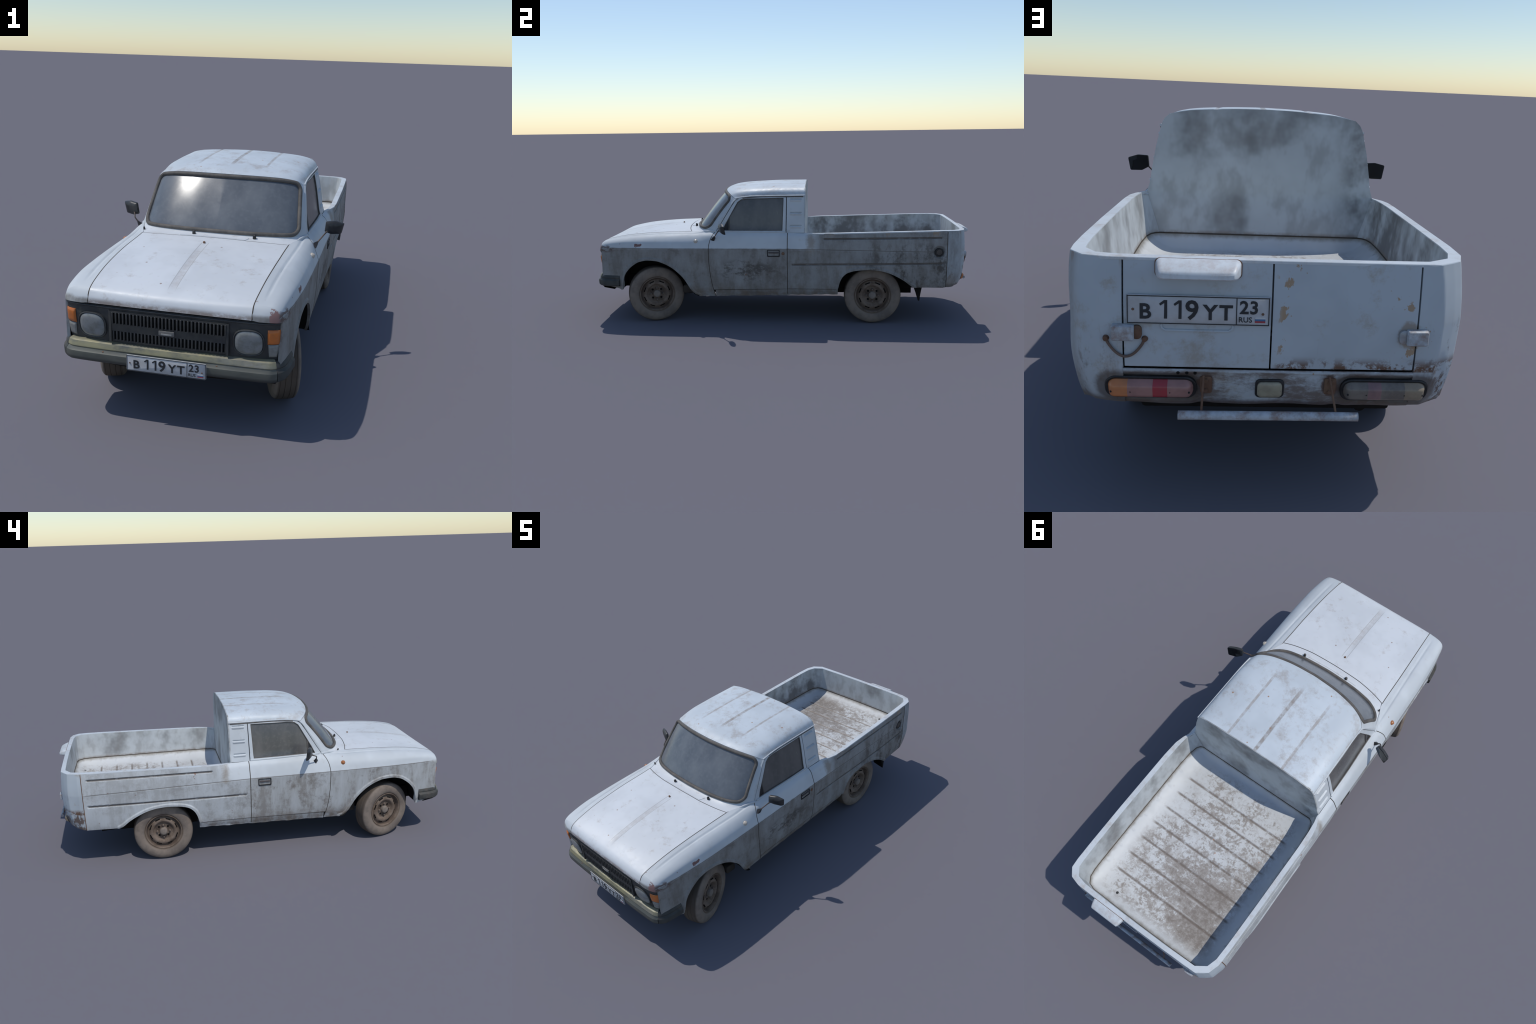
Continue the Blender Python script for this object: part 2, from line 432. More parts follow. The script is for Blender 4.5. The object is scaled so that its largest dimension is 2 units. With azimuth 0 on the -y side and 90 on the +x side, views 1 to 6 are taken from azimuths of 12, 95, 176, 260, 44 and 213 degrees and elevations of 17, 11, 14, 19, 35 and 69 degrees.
def mat_tyre():
    m = Mat("dusty_rubber")
    c = m.mix((0.245, 0.20, 0.165), (0.17, 0.14, 0.12), m.noise(14, 5, .65).step(.38, .66))
    tread = m.x.abs().step(.036, .029)
    c = m.mix(c, (0.085, 0.066, 0.052), tread * .8)
    r = (m.y * m.y + m.z * m.z).sqrt()
    c = m.mix(c, (0.12, 0.085, 0.06), line_mask(m, r - .0935, .0035, .003) * .7)
    m.colour(c); m.put(Roughness=.9, Specular_IOR_Level=.2)
    m.bump(m.noise(90, 3, .6), .2, .001); return m.m

def mat_wheel():
    m = Mat("dusty_wheel_steel")
    c = m.mix((0.215, 0.165, 0.13), (0.13, 0.095, 0.072), m.noise(20, 5, .65).step(.38, .64))
    r = (m.y * m.y + m.z * m.z).sqrt()
    c = m.mix(c, (0.075, 0.052, 0.04), line_mask(m, r - .0805, .0045, .003) * .75)
    c = m.mix(c, (0.07, 0.05, 0.04), line_mask(m, r - .032, .012, .005) * m.noise(40, 4, .6).step(.3, .6) * .7)
    m.colour(c); m.put(Roughness=.85, Specular_IOR_Level=.25); return m.m

def mat_bumper():
    m = Mat("mossy_bumper_metal")
    c = m.mix((0.16, 0.165, 0.15), (0.10, 0.105, 0.10), m.noise(25, 5, .65, stretch=(.4, 1, 1)).step(.38, .62))
    top = m.z.step(.232, .244)
    c = m.mix(c, (0.335, 0.305, 0.175), (top * .8 + .10) * m.noise(13, 6, .7, stretch=(.5, 1, 1), loc=(1, 0, 0)).step(.28, .60))
    c = m.mix(c, (0.34, 0.325, 0.30), m.x.step(.10, .28) * top * m.noise(16, 5, .7, stretch=(.4, 1, 1)).step(.35, .6) * .6)
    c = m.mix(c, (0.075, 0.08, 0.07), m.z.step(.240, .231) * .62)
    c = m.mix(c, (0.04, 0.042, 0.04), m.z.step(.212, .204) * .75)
    m.colour(c); m.put(Roughness=.5, Metallic=.25); return m.m

def mat_fascia():
    m = Mat("front_fascia_plastic")
    c = m.mix((0.032, 0.034, 0.036), (0.055, 0.056, 0.055), m.noise(18, 5, .65).step(.4, .65))
    c = m.mix(c, (0.11, 0.105, 0.075), m.noise(22, 6, .75, loc=(4, 0, 1)).step(.56, .70) * .6)
    m.colour(c); m.put(Roughness=.5); return m.m

def mat_lens(name, col, grime, amt, rough=.25):
    m = Mat(name); c = m.mix(col, grime, m.noise(35, 5, .65).step(.35, .68) * amt)
    m.colour(c); m.put(Roughness=rough, Specular_IOR_Level=.5); return m.m

SIDE, HOOD, ROOF, CAB, REAR = mat_side(), mat_hood(), mat_roof(), mat_pillar(), mat_rear()
LINER, FLOOR, RIMTOP = mat_liner(), mat_floor(), mat_rim_top()
TYRE, WHEEL, BUMPER, FASCIA = mat_tyre(), mat_wheel(), mat_bumper(), mat_fascia()
GLASS_F = mat_glass("windshield_glass", (0.10, 0.112, 0.13), (0.185, 0.20, 0.215), .7, .2)
GLASS_S = mat_glass("door_glass", (0.075, 0.075, 0.075), (0.165, 0.155, 0.145), .8, .2)
SEAL = simple("window_rubber", (0.115, 0.105, 0.095), .7, dust=(0.19, 0.17, 0.15))
BLACK = simple("black_plastic", (0.022, 0.022, 0.024), .45, dust=(0.08, 0.075, 0.07), dusta=.35)
UNDER = simple("underbody_dark", (0.018, 0.016, 0.015), .9, spec=.1)
MIRROR_SHELL = simple("mirror_shell_plastic", (0.035, 0.037, 0.04), .38, dust=(0.09, 0.085, 0.08), dusta=.4)
MIRROR_FACE = simple("mirror_face", (0.02, 0.021, 0.023), .07, metallic=.3, spec=.7, var=.1)
ARM = simple("rusty_arm", (0.06, 0.05, 0.045), .6, dust=(0.22, 0.13, 0.10))
END = simple("bumper_end_rubber", (0.055, 0.058, 0.056), .6, dust=(0.12, 0.10, 0.08))
CHROME = simple("dull_metal", (0.42, 0.44, 0.46), .4, metallic=.35, dust=(0.22, 0.14, 0.09), dusta=.6)
PIPE = simple("worn_pipe_paint", (0.48, 0.53, 0.58), .45, dust=(0.22, 0.12, 0.07), dusta=.75, scale=45)
WHITE_CAP = simple("handle_paint", (0.66, 0.70, 0.73), .4, var=.08, dust=(0.35, 0.22, 0.16), dusta=.35, scale=40)
AMBER = mat_lens("amber_lens", (0.62, 0.17, 0.03), (0.35, 0.13, 0.05), .5)
CLEAR = mat_lens("clear_lens", (0.27, 0.27, 0.255), (0.16, 0.155, 0.14), .6)
HEAD = mat_lens("headlamp_glass", (0.25, 0.26, 0.26), (0.15, 0.15, 0.13), .75, .2)
RED = mat_lens("red_lens", (0.36, 0.035, 0.05), (0.25, 0.06, 0.06), .5)
PINK = mat_lens("faded_red_lens", (0.36, 0.19, 0.17), (0.25, 0.14, 0.125), .6)
TAIL_AMBER = mat_lens("tail_amber_lens", (0.55, 0.20, 0.075), (0.36, 0.16, 0.08), .5)
SMOKE = mat_lens("grimy_lens", (0.20, 0.175, 0.15), (0.115, 0.095, 0.085), .7)
SMOKE_PINK = mat_lens("grimy_pink_lens", (0.26, 0.155, 0.155), (0.17, 0.11, 0.11), .6)
SMOKE_TAN = mat_lens("grimy_tan_lens", (0.30, 0.24, 0.17), (0.19, 0.15, 0.11), .6)
BEIGE = mat_lens("number_lamp_lens", (0.36, 0.33, 0.24), (0.22, 0.19, 0.14), .6)
ORANGE_DOT = mat_lens("orange_repeater_lens", (0.45, 0.16, 0.05), (0.30, 0.15, 0.08), .6)
WHITE_DOT = mat_lens("white_repeater_lens", (0.62, 0.57, 0.49), (0.42, 0.36, 0.30), .6)
PLATE = simple("plate_white", (0.52, 0.53, 0.55), .5, var=.08, dust=(0.36, 0.33, 0.30), dusta=.4)
INK = simple("plate_ink", (0.03, 0.032, 0.036), .6, var=.1)
P_BLUE = simple("plate_blue", (0.07, 0.17, 0.33), .6, var=.1)
P_RED = simple("plate_red", (0.38, 0.06, 0.07), .6, var=.1)
P_WHITE = simple("plate_stripe_white", (0.58, 0.59, 0.60), .6, var=.05)
RUSTY = simple("rusty_metal", (0.16, 0.085, 0.055), .8, dust=(0.26, 0.17, 0.11))
SEAMDARK = simple("dark_seam", (0.085, 0.07, 0.055), .9)  # dark tone for joints and for the tubes added in panel gaps

# =====================================================================
#  body side surface: cross-sections along y
#  nodes: 0 sill, 1 low, 2 mid, 3 crease, 4 shoulder, 5 upper shoulder, 6 top edge
# =====================================================================
STATIONS = [
    (-.981, (.275,.383),(.275,.384),(.275,.385),(.275,.386),(.270,.3867),(.263,.3875),(.257,.388)),
    (-.979, (.296,.382),(.296,.383),(.296,.384),(.296,.386),(.288,.393),(.275,.399),(.257,.402)),
    (-.973, (.318,.378),(.318,.380),(.318,.382),(.318,.385),(.310,.398),(.292,.409),(.257,.415)),
    (-.966, (.334,.32),(.334,.34),(.335,.36),(.335,.386),(.327,.402),(.305,.417),(.257,.4245)),
    (-.957, (.339,.18),(.343,.22),(.344,.30),(.343,.394),(.334,.413),(.312,.426),(.2575,.4305)),
    (-.900, (.345,.16),(.351,.20),(.354,.30),(.352,.402),(.343,.426),(.315,.442),(.259,.447)),
    (-.800, (.350,.15),(.358,.19),(.363,.30),(.3625,.4035),(.352,.434),(.320,.455),(.264,.464)),
    (-.650, (.350,.15),(.361,.19),(.368,.30),(.3705,.403),(.358,.435),(.322,.465),(.270,.476)),
    (-.477, (.346,.147),(.359,.19),(.370,.30),(.3735,.4025),(.360,.436),(.325,.469),(.275,.482)),
    (-.400, (.344,.147),(.359,.19),(.371,.30),(.3745,.4025),(.361,.436),(.338,.467),(.302,.486)),
    (-.340, (.343,.147),(.359,.19),(.372,.30),(.375,.4025),(.362,.436),(.346,.466),(.322,.486)),
    (-.200, (.343,.150),(.359,.19),(.372,.30),(.375,.402),(.363,.437),(.349,.466),(.329,.485)),
    (.040, (.344,.155),(.359,.19),(.372,.30),(.375,.4015),(.363,.437),(.351,.466),(.3335,.482)),
    (.132, (.345,.158),(.359,.19),(.371,.30),(.375,.400),(.364,.437),(.352,.465),(.334,.480)),
    (.185, (.345,.160),(.359,.19),(.371,.30),(.375,.399),(.369,.437),(.364,.463),(.358,.481)),
    (.250, (.345,.160),(.359,.19),(.371,.30),(.375,.397),(.373,.436),(.371,.462),(.368,.483)),
    (.600, (.347,.170),(.359,.20),(.371,.30),(.375,.392),(.374,.430),(.371,.465),(.367,.491)),
    (.865, (.350,.205),(.354,.22),(.366,.30),(.3715,.388),(.371,.430),(.369,.465),(.365,.4965)),
]
# slightly fuller flank and a lower sill than the first survey
STATIONS = [(y,) + tuple((x + (.002 if y > -.95 else 0) * (1 + .6 * (k < 2)), z - (.005 if k == 0 and y > -.95 else 0)) for k, (x, z) in enumerate(n)) for y, *n in STATIONS]
_ys = [s[0] for s in STATIONS]
_nx = [pchip(_ys, [s[k+1][0] for s in STATIONS]) for k in range(7)]
_nz = [pchip(_ys, [s[k+1][1] for s in STATIONS]) for k in range(7)]

def section(y):
    x = [float(f(y)) for f in _nx]; z = [float(f(y)) for f in _nz]
    lo = (pchip([0,1,2,3], x[:4]), pchip([0,1,2,3], z[:4])); hi = (pchip([3,4,5,6], x[3:]), pchip([3,4,5,6], z[3:]))
    ts = np.linspace(0, 6, 181)
    xs = np.where(ts <= 3, lo[0](ts), hi[0](ts)); zs = np.where(ts <= 3, lo[1](ts), hi[1](ts))
    return ts, xs, zs
_cache = {}
def sec(y):
    """cross-section at y, blended between neighbours one millimetre apart"""
    k = math.floor(y * 1000); f = y * 1000 - k
    for q in (k, k + 1):
        if q not in _cache: _cache[q] = section(q / 1000)
    a, b = _cache[k], _cache[k + 1]
    return a[0], a[1] + (b[1] - a[1]) * f, a[2] + (b[2] - a[2]) * f

ARCH_F = [(-.957,.20),(-.86,.180),(-.853,.175),(-.845,.176),(-.840,.215),(-.834,.246),(-.812,.283),(-.785,.308),(-.745,.331),(-.70,.339),(-.655,.336),(-.614,.323),(-.571,.300),(-.533,.268),(-.507,.238),(-.487,.205),(-.465,.166),(-.445,.148),(-.42,.142),(-.33,.143)]
ARCH_R = [(.045,.1885),(.300,.1885),(.3065,.19),(.310,.205),(.316,.228),(.332,.258),(.361,.280),(.41,.2915),(.46,.295),(.51,.2915),(.555,.2815),(.606,.260),(.65,.234),(.69,.204),(.705,.199),(.865,.2005)]
arch_f = pchip(*zip(*ARCH_F)); arch_r = pchip(*zip(*ARCH_R))
door_front = curve((.486,-.341),(.465,-.356),(.432,-.368),(.389,-.372),(.334,-.371),(.279,-.367),(.213,-.358),(.14,-.341))
GAP = .0017

def arch_lip(y, z, arch, y0, y1):
    """raised bead round a wheel opening"""
    d = float(np.sqrt(((ARR[id(arch)] - (y, z)) ** 2).sum(1).min()))
    return .0045 * float(smooth(.017, .010, d)) if d < .017 else 0.0

def dense(arch, n=12):
    f = pchip(*zip(*arch)); ys = np.linspace(arch[0][0], arch[-1][0], 400); return [(y, float(f(y))) for y in ys]
DARCH_F, DARCH_R = dense(ARCH_F), dense(ARCH_R)
ARR = {id(DARCH_F): np.array([q for q in DARCH_F if -.842 <= q[0] <= -.43]), id(DARCH_R): np.array([q for q in DARCH_R if .307 <= q[0] <= .70])}

def side_sheet(y_lo, y_hi, z_lo, nu, nv, top=6.0, disp=None, ys_extra=(), t_split=True):
    """sheet on the side surface; y_lo, y_hi may depend on z, z_lo on y"""
    us = np.unique(np.concatenate([np.linspace(0, 1, nu)]))
    P = np.zeros((len(us), nv, 3))
    for i, u in enumerate(us):
        for j in range(nv):
            v = j / (nv - 1); z = lerp(.2, .48, v)
            for _ in range(3):
                a = y_lo(z) if callable(y_lo) else y_lo; b = y_hi(z) if callable(y_hi) else y_hi
                y = a + u * (b - a); ts, xs, zs = sec(round(y, 3) if 0 else y)
                zl = z_lo(y) if callable(z_lo) else z_lo
                tl = np.interp(zl, zs, ts)
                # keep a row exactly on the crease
                vc = .5
                if tl < 2.9: t = tl + (3 - tl) * v / vc if v < vc else 3 + (top - 3) * (v - vc) / (1 - vc)
                else: t = tl + (top - tl) * v
                z = np.interp(t, ts, zs)
            x = np.interp(t, ts, xs)
            if disp: x += disp(y, z, t)
            P[i, j] = (x, y, z)
    return P

# ---- front fenders ----
def fender_disp(y, z, t):
    d = arch_lip(y, z, DARCH_F, -.842, -.43) if z < .37 and -.87 < y < -.40 else 0.0
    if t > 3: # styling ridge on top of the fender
        r = (t - 5.35) * .05
        d += 0
    return d
fender_main = side_sheet(-.957, lambda z: float(door_front(z)) - GAP, lambda y: float(arch_f(y)), 180, 96, disp=fender_disp)
for i in range(fender_main.shape[0]):   # shallow styling crease along the top
    for j in range(fender_main.shape[1]):
        x, y, z = fender_main[i, j]
        if z > .42:
            xc = lerp(.287, .312, (y + .94) / .52)
            k = math.exp(-((x - xc) / .0048) ** 2) * float(smooth(-.95, -.86, y))
            fender_main[i, j, 2] -= .0034 * k
nose_y = np.array([-.957, -.961, -.965, -.969, -.973, -.976, -.978, -.9795, -.981])[::-1]
nose = np.zeros((len(nose_y), 28, 3))
for i, y in enumerate(nose_y):
    ts, xs, zs = sec(y); tl = 3 if y < -.958 else 3
    zl = .384 if y > -.97 else None
    t0 = max(0, float(np.interp(.383, zs, ts))) if y > -.970 else 2.6
    for j in range(28):
        t = lerp(t0, 6, j / 27); nose[i, j] = (np.interp(t, ts, xs), y, np.interp(t, ts, zs))
fenders = panel("front_fender", [fender_main, nose], SIDE, mirror=True, skirt=.010)
for f in fenders:
    bm = bmesh.new(); bm.from_mesh(f.data); bmesh.ops.remove_doubles(bm, verts=bm.verts, dist=2e-5); bm.to_mesh(f.data); bm.free()

# ---- doors (lower skin) ----
doors = panel("door", side_sheet(lambda z: float(door_front(z)) + GAP, .0405, lambda y: lerp(.180, .188, (y + .37) / .41), 90, 70), SIDE, mirror=True, skirt=.010)

# ---- rocker panels ----
def rocker_z(y): return float(pchip([-.345, .04, .20, .306], [.142, .150, .154, .156])(y))
def rocker():
    ys = np.linspace(-.3405, .306, 70); P = np.zeros((70, 10, 3))
    for i, y in enumerate(ys):
        ts, xs, zs = sec(y); hi = lerp(.1765, .1865, min(1, (y + .34) / .38)); lo = rocker_z(y) - .002 * math.sin(y * 70) * math.sin(y * 31)
        for j in range(10):
            z = lerp(lo, hi, j / 9); P[i, j] = (np.interp(z, zs, xs) - .0008, y, z)
    return P
panel("rocker_panel", rocker(), SIDE, mirror=True, skirt=.012)

# ---- bed sides, with pressed ribs and (one side) the filler recess ----
def rib(y, z, z0, slope, ya, yb, half=.0052, depth=.0045):
    d = abs(z - (z0 + slope * y)); e = max(ya - y, y - yb, 0)
    return -depth * float(smooth(half * 1.25, half * .55, math.hypot(d, e)))
FUEL = (.821, .386)
LEAN = {1: .004, -1: -.004}      # the two bed sides lean differently towards the rim
def lean(sx, z, y): return LEAN[sx] * float(np.clip((z - .388) / .106, 0, 1)) * float(smooth(.15, .30, y)) + (.006 * float(smooth(.40, .30, z)) * float(smooth(.10, .45, y)) if sx == 1 else 0.0)
def bed_disp(fuel):
    def f(y, z, t):
        d = arch_lip(y, z, DARCH_R, .307, .70) if z < .33 and .28 < y < .73 else 0.0
        d += lean(1 if fuel else -1, z, y)
        d += rib(y, z, .3182, .0118, .068, .838) + rib(y, z, .4526, .0102, .234, .832)
        cz = .4022 - max(0, y - .04) * .0185
        d -= .0012 * math.exp(-((z - cz) / .0016) ** 2) * float(smooth(.85, .80, y))
        if fuel:
            r = math.hypot(y - FUEL[0], z - FUEL[1] - .002)
            d -= .013 * float(smooth(.035, .022, r))
        return d
    return f
for sx, fuel in ((1, True), (-1, False)):
    P = side_sheet(.0445, .8595, lambda y: float(arch_r(y)), 300, 120, disp=bed_disp(fuel)); P[..., 0] *= sx
    bs = panel("bed_side", P, SIDE, flip=(sx == -1), skirt=.010)
    if fuel:
        xf = .374
        lathe_x("fuel_cap", [(xf-.014, .0225), (xf-.006, .0225), (xf-.004, .021), (xf-.004, .0165), (xf-.006, .0155), (xf-.006, .0001)], BLACK, bs, 32, offset=(0, FUEL[0], FUEL[1]))
        lathe_x("fuel_cap_disc", [(xf-.0065, .015), (xf-.004, .0148), (xf-.0035, .0135), (xf-.0035, .0001)], simple("cap_dust", (0.10, 0.085, 0.075), .8), bs, 32, offset=(0, FUEL[0], FUEL[1]))

# =====================================================================
#  hood, cowl, front end
# =====================================================================
hood_c = curve((-.440,.496),(-.509,.4945),(-.586,.4910),(-.677,.4845),(-.762,.4745),(-.835,.4625),(-.909,.447),(-.945,.4345),(-.962,.4265),(-.973,.417),(-.979,.405),(-.9825,.388))
hood_rear = curve((0,-.509),(.119,-.506),(.178,-.499),(.226,-.490),(.275,-.476))
hood_front = curve((0,-.9825),(.12,-.9825),(.2,-.982),(.257,-.981))
def hood_sheet(nu=60, nv=110):
    P = np.zeros((nu, nv, 3))
    for i in range(nu):
        a = lerp(-1, 1, i / (nu - 1))
        for j in range(nv):
            v = 1 - (1 - j / (nv - 1)) ** 2.2 if j else 0.0
            v = j / (nv - 1); v = math.sin(v * math.pi / 2) ** .9
            x = a * .27
            for _ in range(3):
                y = lerp(float(hood_rear(abs(x))) - GAP, float(hood_front(abs(x))), v)
                yn = -.477 - (1 - v) * 0
                y6 = lerp(-.477, -.981, v); x = a * (float(_nx[6](y6)) - GAP)
            yc = lerp(-.509, -.9825, v)
            zc = float(hood_c(yc)); z6 = float(_nz[6](lerp(-.477, -.981, v)))
            z = z6 + (zc - z6) * (1 - abs(a) ** 2.2)
            k = math.exp(-((x + .004) / .010) ** 4) * float(smooth(-.95, -.90, y)) * float(smooth(-.56, -.58, y))
            P[i, j] = (x, y, z - .0016 * k)
    return P
hood = panel("hood", hood_sheet(), HOOD, flip=True, skirt=.012)

def seam_line(name, pts, parent, r=.0019): return tube(name, pts, r, SEAMDARK, parent, n=6)  # dark tube added inside a panel gap so the gap reads dark
for sx, f in ((1, fenders[0]), (-1, fenders[1])):
    seam_line("hood_seam_strip", [(sx * float(_nx[6](y)), y, float(_nz[6](y)) - .0012) for y in np.linspace(-.9805, -.477, 80)], hood)
    seam_line("door_seam_strip", [(sx * (float(np.interp(z, sec(float(door_front(z)))[2], sec(float(door_front(z)))[1])) - .0012), float(door_front(z)), z) for z in np.linspace(.150, .484, 40)], doors[0 if sx == 1 else 1])
    seam_line("door_seam_strip", [(sx * (float(np.interp(z, sec(.0425)[2], sec(.0425)[1])) - .0012), .0425, z) for z in np.linspace(.158, .480, 40)], doors[0 if sx == 1 else 1])
    seam_line("sill_seam_strip", [(sx * (float(np.interp(lerp(.1785, .1875, min(1, (y + .34) / .38)), sec(y)[2], sec(y)[1])) - .0010), y, lerp(.1785, .1875, min(1, (y + .34) / .38))) for y in np.linspace(-.345, .300, 50)], doors[0 if sx == 1 else 1], .0015)
seam_line("hood_seam_strip", [(x, float(hood_rear(abs(x))), .482 + .0125 * (1 - (abs(x) / .275) ** 2.2) - .0014) for x in np.linspace(-.272, .272, 50)], hood)
ws_low_y = curve((0,-.464),(.33,-.460),(.67,-.445),(.83,-.424),(.92,-.399),(1,-.362))
ws_low_z = curve((0,.498),(.33,.4975),(.67,.4965),(.83,.4945),(.92,.493),(1,.490))
ws_low_x = curve((0,0),(.33,.103),(.67,.210),(.83,.260),(.92,.288),(1,.3135))
ws_up_y = curve((0,-.309),(.33,-.304),(.67,-.288),(.83,-.273),(.92,-.260),(1,-.236))
ws_up_z = curve((0,.692),(.33,.691),(.67,.687),(.83,.681),(.92,.674),(1,.658))
ws_up_x = curve((0,0),(.33,.094),(.67,.193),(.83,.241),(.92,.269),(1,.290))
def WS(a, b):
    s = 1 if a >= 0 else -1; a = abs(a); k = .005 * 4 * b * (1 - b)
    return np.array((s * lerp(ws_low_x(a), ws_up_x(a), b), lerp(ws_low_y(a), ws_up_y(a), b) - k * .7, lerp(ws_low_z(a), ws_up_z(a), b) + k * .7))

def cowl_sheet(a0, a1, b0, b1, lift=0, nu=50, nv=8):
    P = np.zeros((nu, nv, 3))
    for i in range(nu):
        a = lerp(a0, a1, i / (nu - 1)); aa = abs(a); xh = aa * (.275 - GAP)
        h = np.array((math.copysign(xh, a), float(hood_rear(xh)) + GAP, .482 + (.4945 - .482) * (1 - aa ** 2.2)))
        w = WS(a, 0)
        for j in range(nv):
            b = lerp(b0, b1, j / (nv - 1)); p = lerp(h, w, b); p[2] += lift - .003 * math.sin(b * math.pi); P[i, j] = p
    return P
cowl = panel("cowl_panel", cowl_sheet(-1, 1, 0, 1), HOOD, skirt=.008)
panel("cowl_vent", cowl_sheet(-.44, .44, .04, .62, .0018), HOOD, skirt=.003, parent=cowl)
for x, y in ((.150, -.469), (-.075, -.478)):
    lathe = tube("wiper_pivot", [(x, y, .490), (x, y - .002, .5035), (x + .004, y - .003, .5065)], [.007, .006, .003], BLACK, cowl)
tube("washer_nozzle", [(-.285, -.435, .484), (-.285, -.437, .4935)], [.004, .003], BLACK, cowl)
tube("hood_pin", [(-.008, -.574, .489), (-.008, -.575, .4965)], [.005, .004], RUSTY, hood)

# ---- front fascia ----
fx = curve((0,-.977),(.20,-.976),(.28,-.9725),(.31,-.968),(.33,-.961),(.340,-.953))
def fascia_y(x, z): return float(fx(min(abs(x), .340))) + .16 * max(0, .345 - z) * (.55 + .45 * min(1, abs(x) / .3)) * .9
def fascia_sheet():
    xs = np.concatenate([np.linspace(-.340, -.27, 22)[:-1], np.linspace(-.27, .27, 50), np.linspace(.27, .340, 22)[1:]])
    P = np.zeros((len(xs), 24, 3))
    for i, x in enumerate(xs):
        lo = .245
        for j in range(24):
            z = lerp(lo, .3825, j / 23)
            P[i, j] = (x, fascia_y(x, z), z)
    return P
fascia = panel("front_fascia", fascia_sheet(), FASCIA, skirt=.012)
tube("fascia_lip", [(x, fascia_y(x, .37) - .001, .3775) for x in np.linspace(-.336, .336, 60)], .0035, FASCIA, fascia)
# grille: two rows of upright slats in a frame
def grille_bar(name, x0, x1, z0, z1, d=.004, mat=FASCIA, par=None):
    zc = (z0 + z1) / 2; xc = (x0 + x1) / 2
    return box(name, (xc, fascia_y(xc, zc) - d / 2, zc), (x1 - x0, d + .004, z1 - z0), mat, par, .0008, 1)
DEEP = simple("grille_depth", (0.010, 0.011, 0.012), .8, spec=.1)
SLAT = simple("grille_slat", (0.050, 0.051, 0.052), .5, dust=(0.095, 0.09, 0.075), dusta=.5)
backing = panel("grille_backing", np.array([[(x, fascia_y(x, z) - .0012, z) for z in (.273, .320, .363)] for x in np.linspace(-.182, .180, 20)]), DEEP, skirt=.002, parent=fascia)
first = None
for row, (z0, z1) in enumerate(((.3285, .3635), (.273, .3025))):
    for k in range(32):
        x = -.1785 + .0115 * k
        zc = (z0 + z1) / 2; loc = (x, fascia_y(x, zc) - .003, zc)
        if first is None or (row == 1 and k == 0):
            first = box("grille_slat", (0, 0, 0), (.0052, .007, z1 - z0 + .002), SLAT, fascia, .001, 1); first.location = loc
        else:
            ob = first.copy(); bpy.context.scene.collection.objects.link(ob); ob.location = loc
for z0, z1 in ((.3635, .369), (.3025, .3285), (.2675, .273)):
    P = np.array([[(x, fascia_y(x, z) - .0045, z) for z in (z0, (z0+z1)/2, z1)] for x in np.linspace(-.188, .186, 24)])
    panel("grille_rail", P, SLAT, skirt=.006, parent=fascia)
for x in (-.1865, .1845):
    grille_bar("grille_post", x - .004, x + .004, .2675, .369, .0055, SLAT, fascia)
box("grille_badge", (-.004, fascia_y(0, .316) - .007, .316), (.050, .006, .015), simple("worn_badge", (0.17, 0.165, 0.155), .5, dust=(0.08, 0.075, 0.07)), fascia, .002, 2)
box("badge_bar", (-.004, fascia_y(0, .316) - .0102, .313), (.034, .0015, .005), simple("badge_worn_bright", (0.30, 0.30, 0.29), .5), fascia, .0006, 1)

def squircle(rx, rz, p=2.7, n=40):
    out = []
    for k in range(n):
        a = 2 * math.pi * k / n; c, s = math.cos(a), math.sin(a)
        out.append((rx * math.copysign(abs(c) ** (2/p), c), rz * math.copysign(abs(s) ** (2/p), s)))
    return out
for sx in (1, -1):
    c = (sx * .2475, fascia_y(.2475, .313) + .002, .3135)
    D = np.array((sx * .08, -1, -.06)); D /= np.linalg.norm(D)
    U = np.array((1, sx * .08, 0)); Vz = np.array((0, -.14, 1)) ; Vz = Vz / np.linalg.norm(Vz)
    pillow("headlamp_bezel", squircle(.0475, .0445), c, U, Vz, D, [(0, 0), (.006, 0), (.0075, .002), (.006, .0045), (.002, .006)], FASCIA, fascia)
    pillow("headlamp", squircle(.0415, .0395), c, U, Vz, D, [(.0, 0), (.006, 0), (.0095, .004), (.0115, .013), (.0125, .026)], HEAD, fascia)
    # corner lamps: amber above, clear below, wrapped round the fascia corner
    def lamp(name, x0, x1, z0, z1, mat, taper=0):
        P = np.zeros((14, 10, 3))
        for i in range(14):
            for j in range(10):
                v = j / 9; u = i / 13; z = lerp(z0, z1, v); x = lerp(x0 + taper * (1 - v) * .3, x1 - taper * (1 - v), u)
                e = min(u, 1 - u, v, 1 - v); bulge = .0045 * (1 - (1 - min(1, e / .18)) ** 2)
                P[i, j] = (sx * x, fascia_y(x, z) - .0015 - bulge, z)
        panel(name, P, mat, skirt=.005, flip=(sx == -1), parent=fascia)
    lamp("turn_lamp", .3035, .3395, .312, .3595, AMBER)
    lamp("side_lamp", .3050, .3385, .269, .3105, CLEAR, .008)

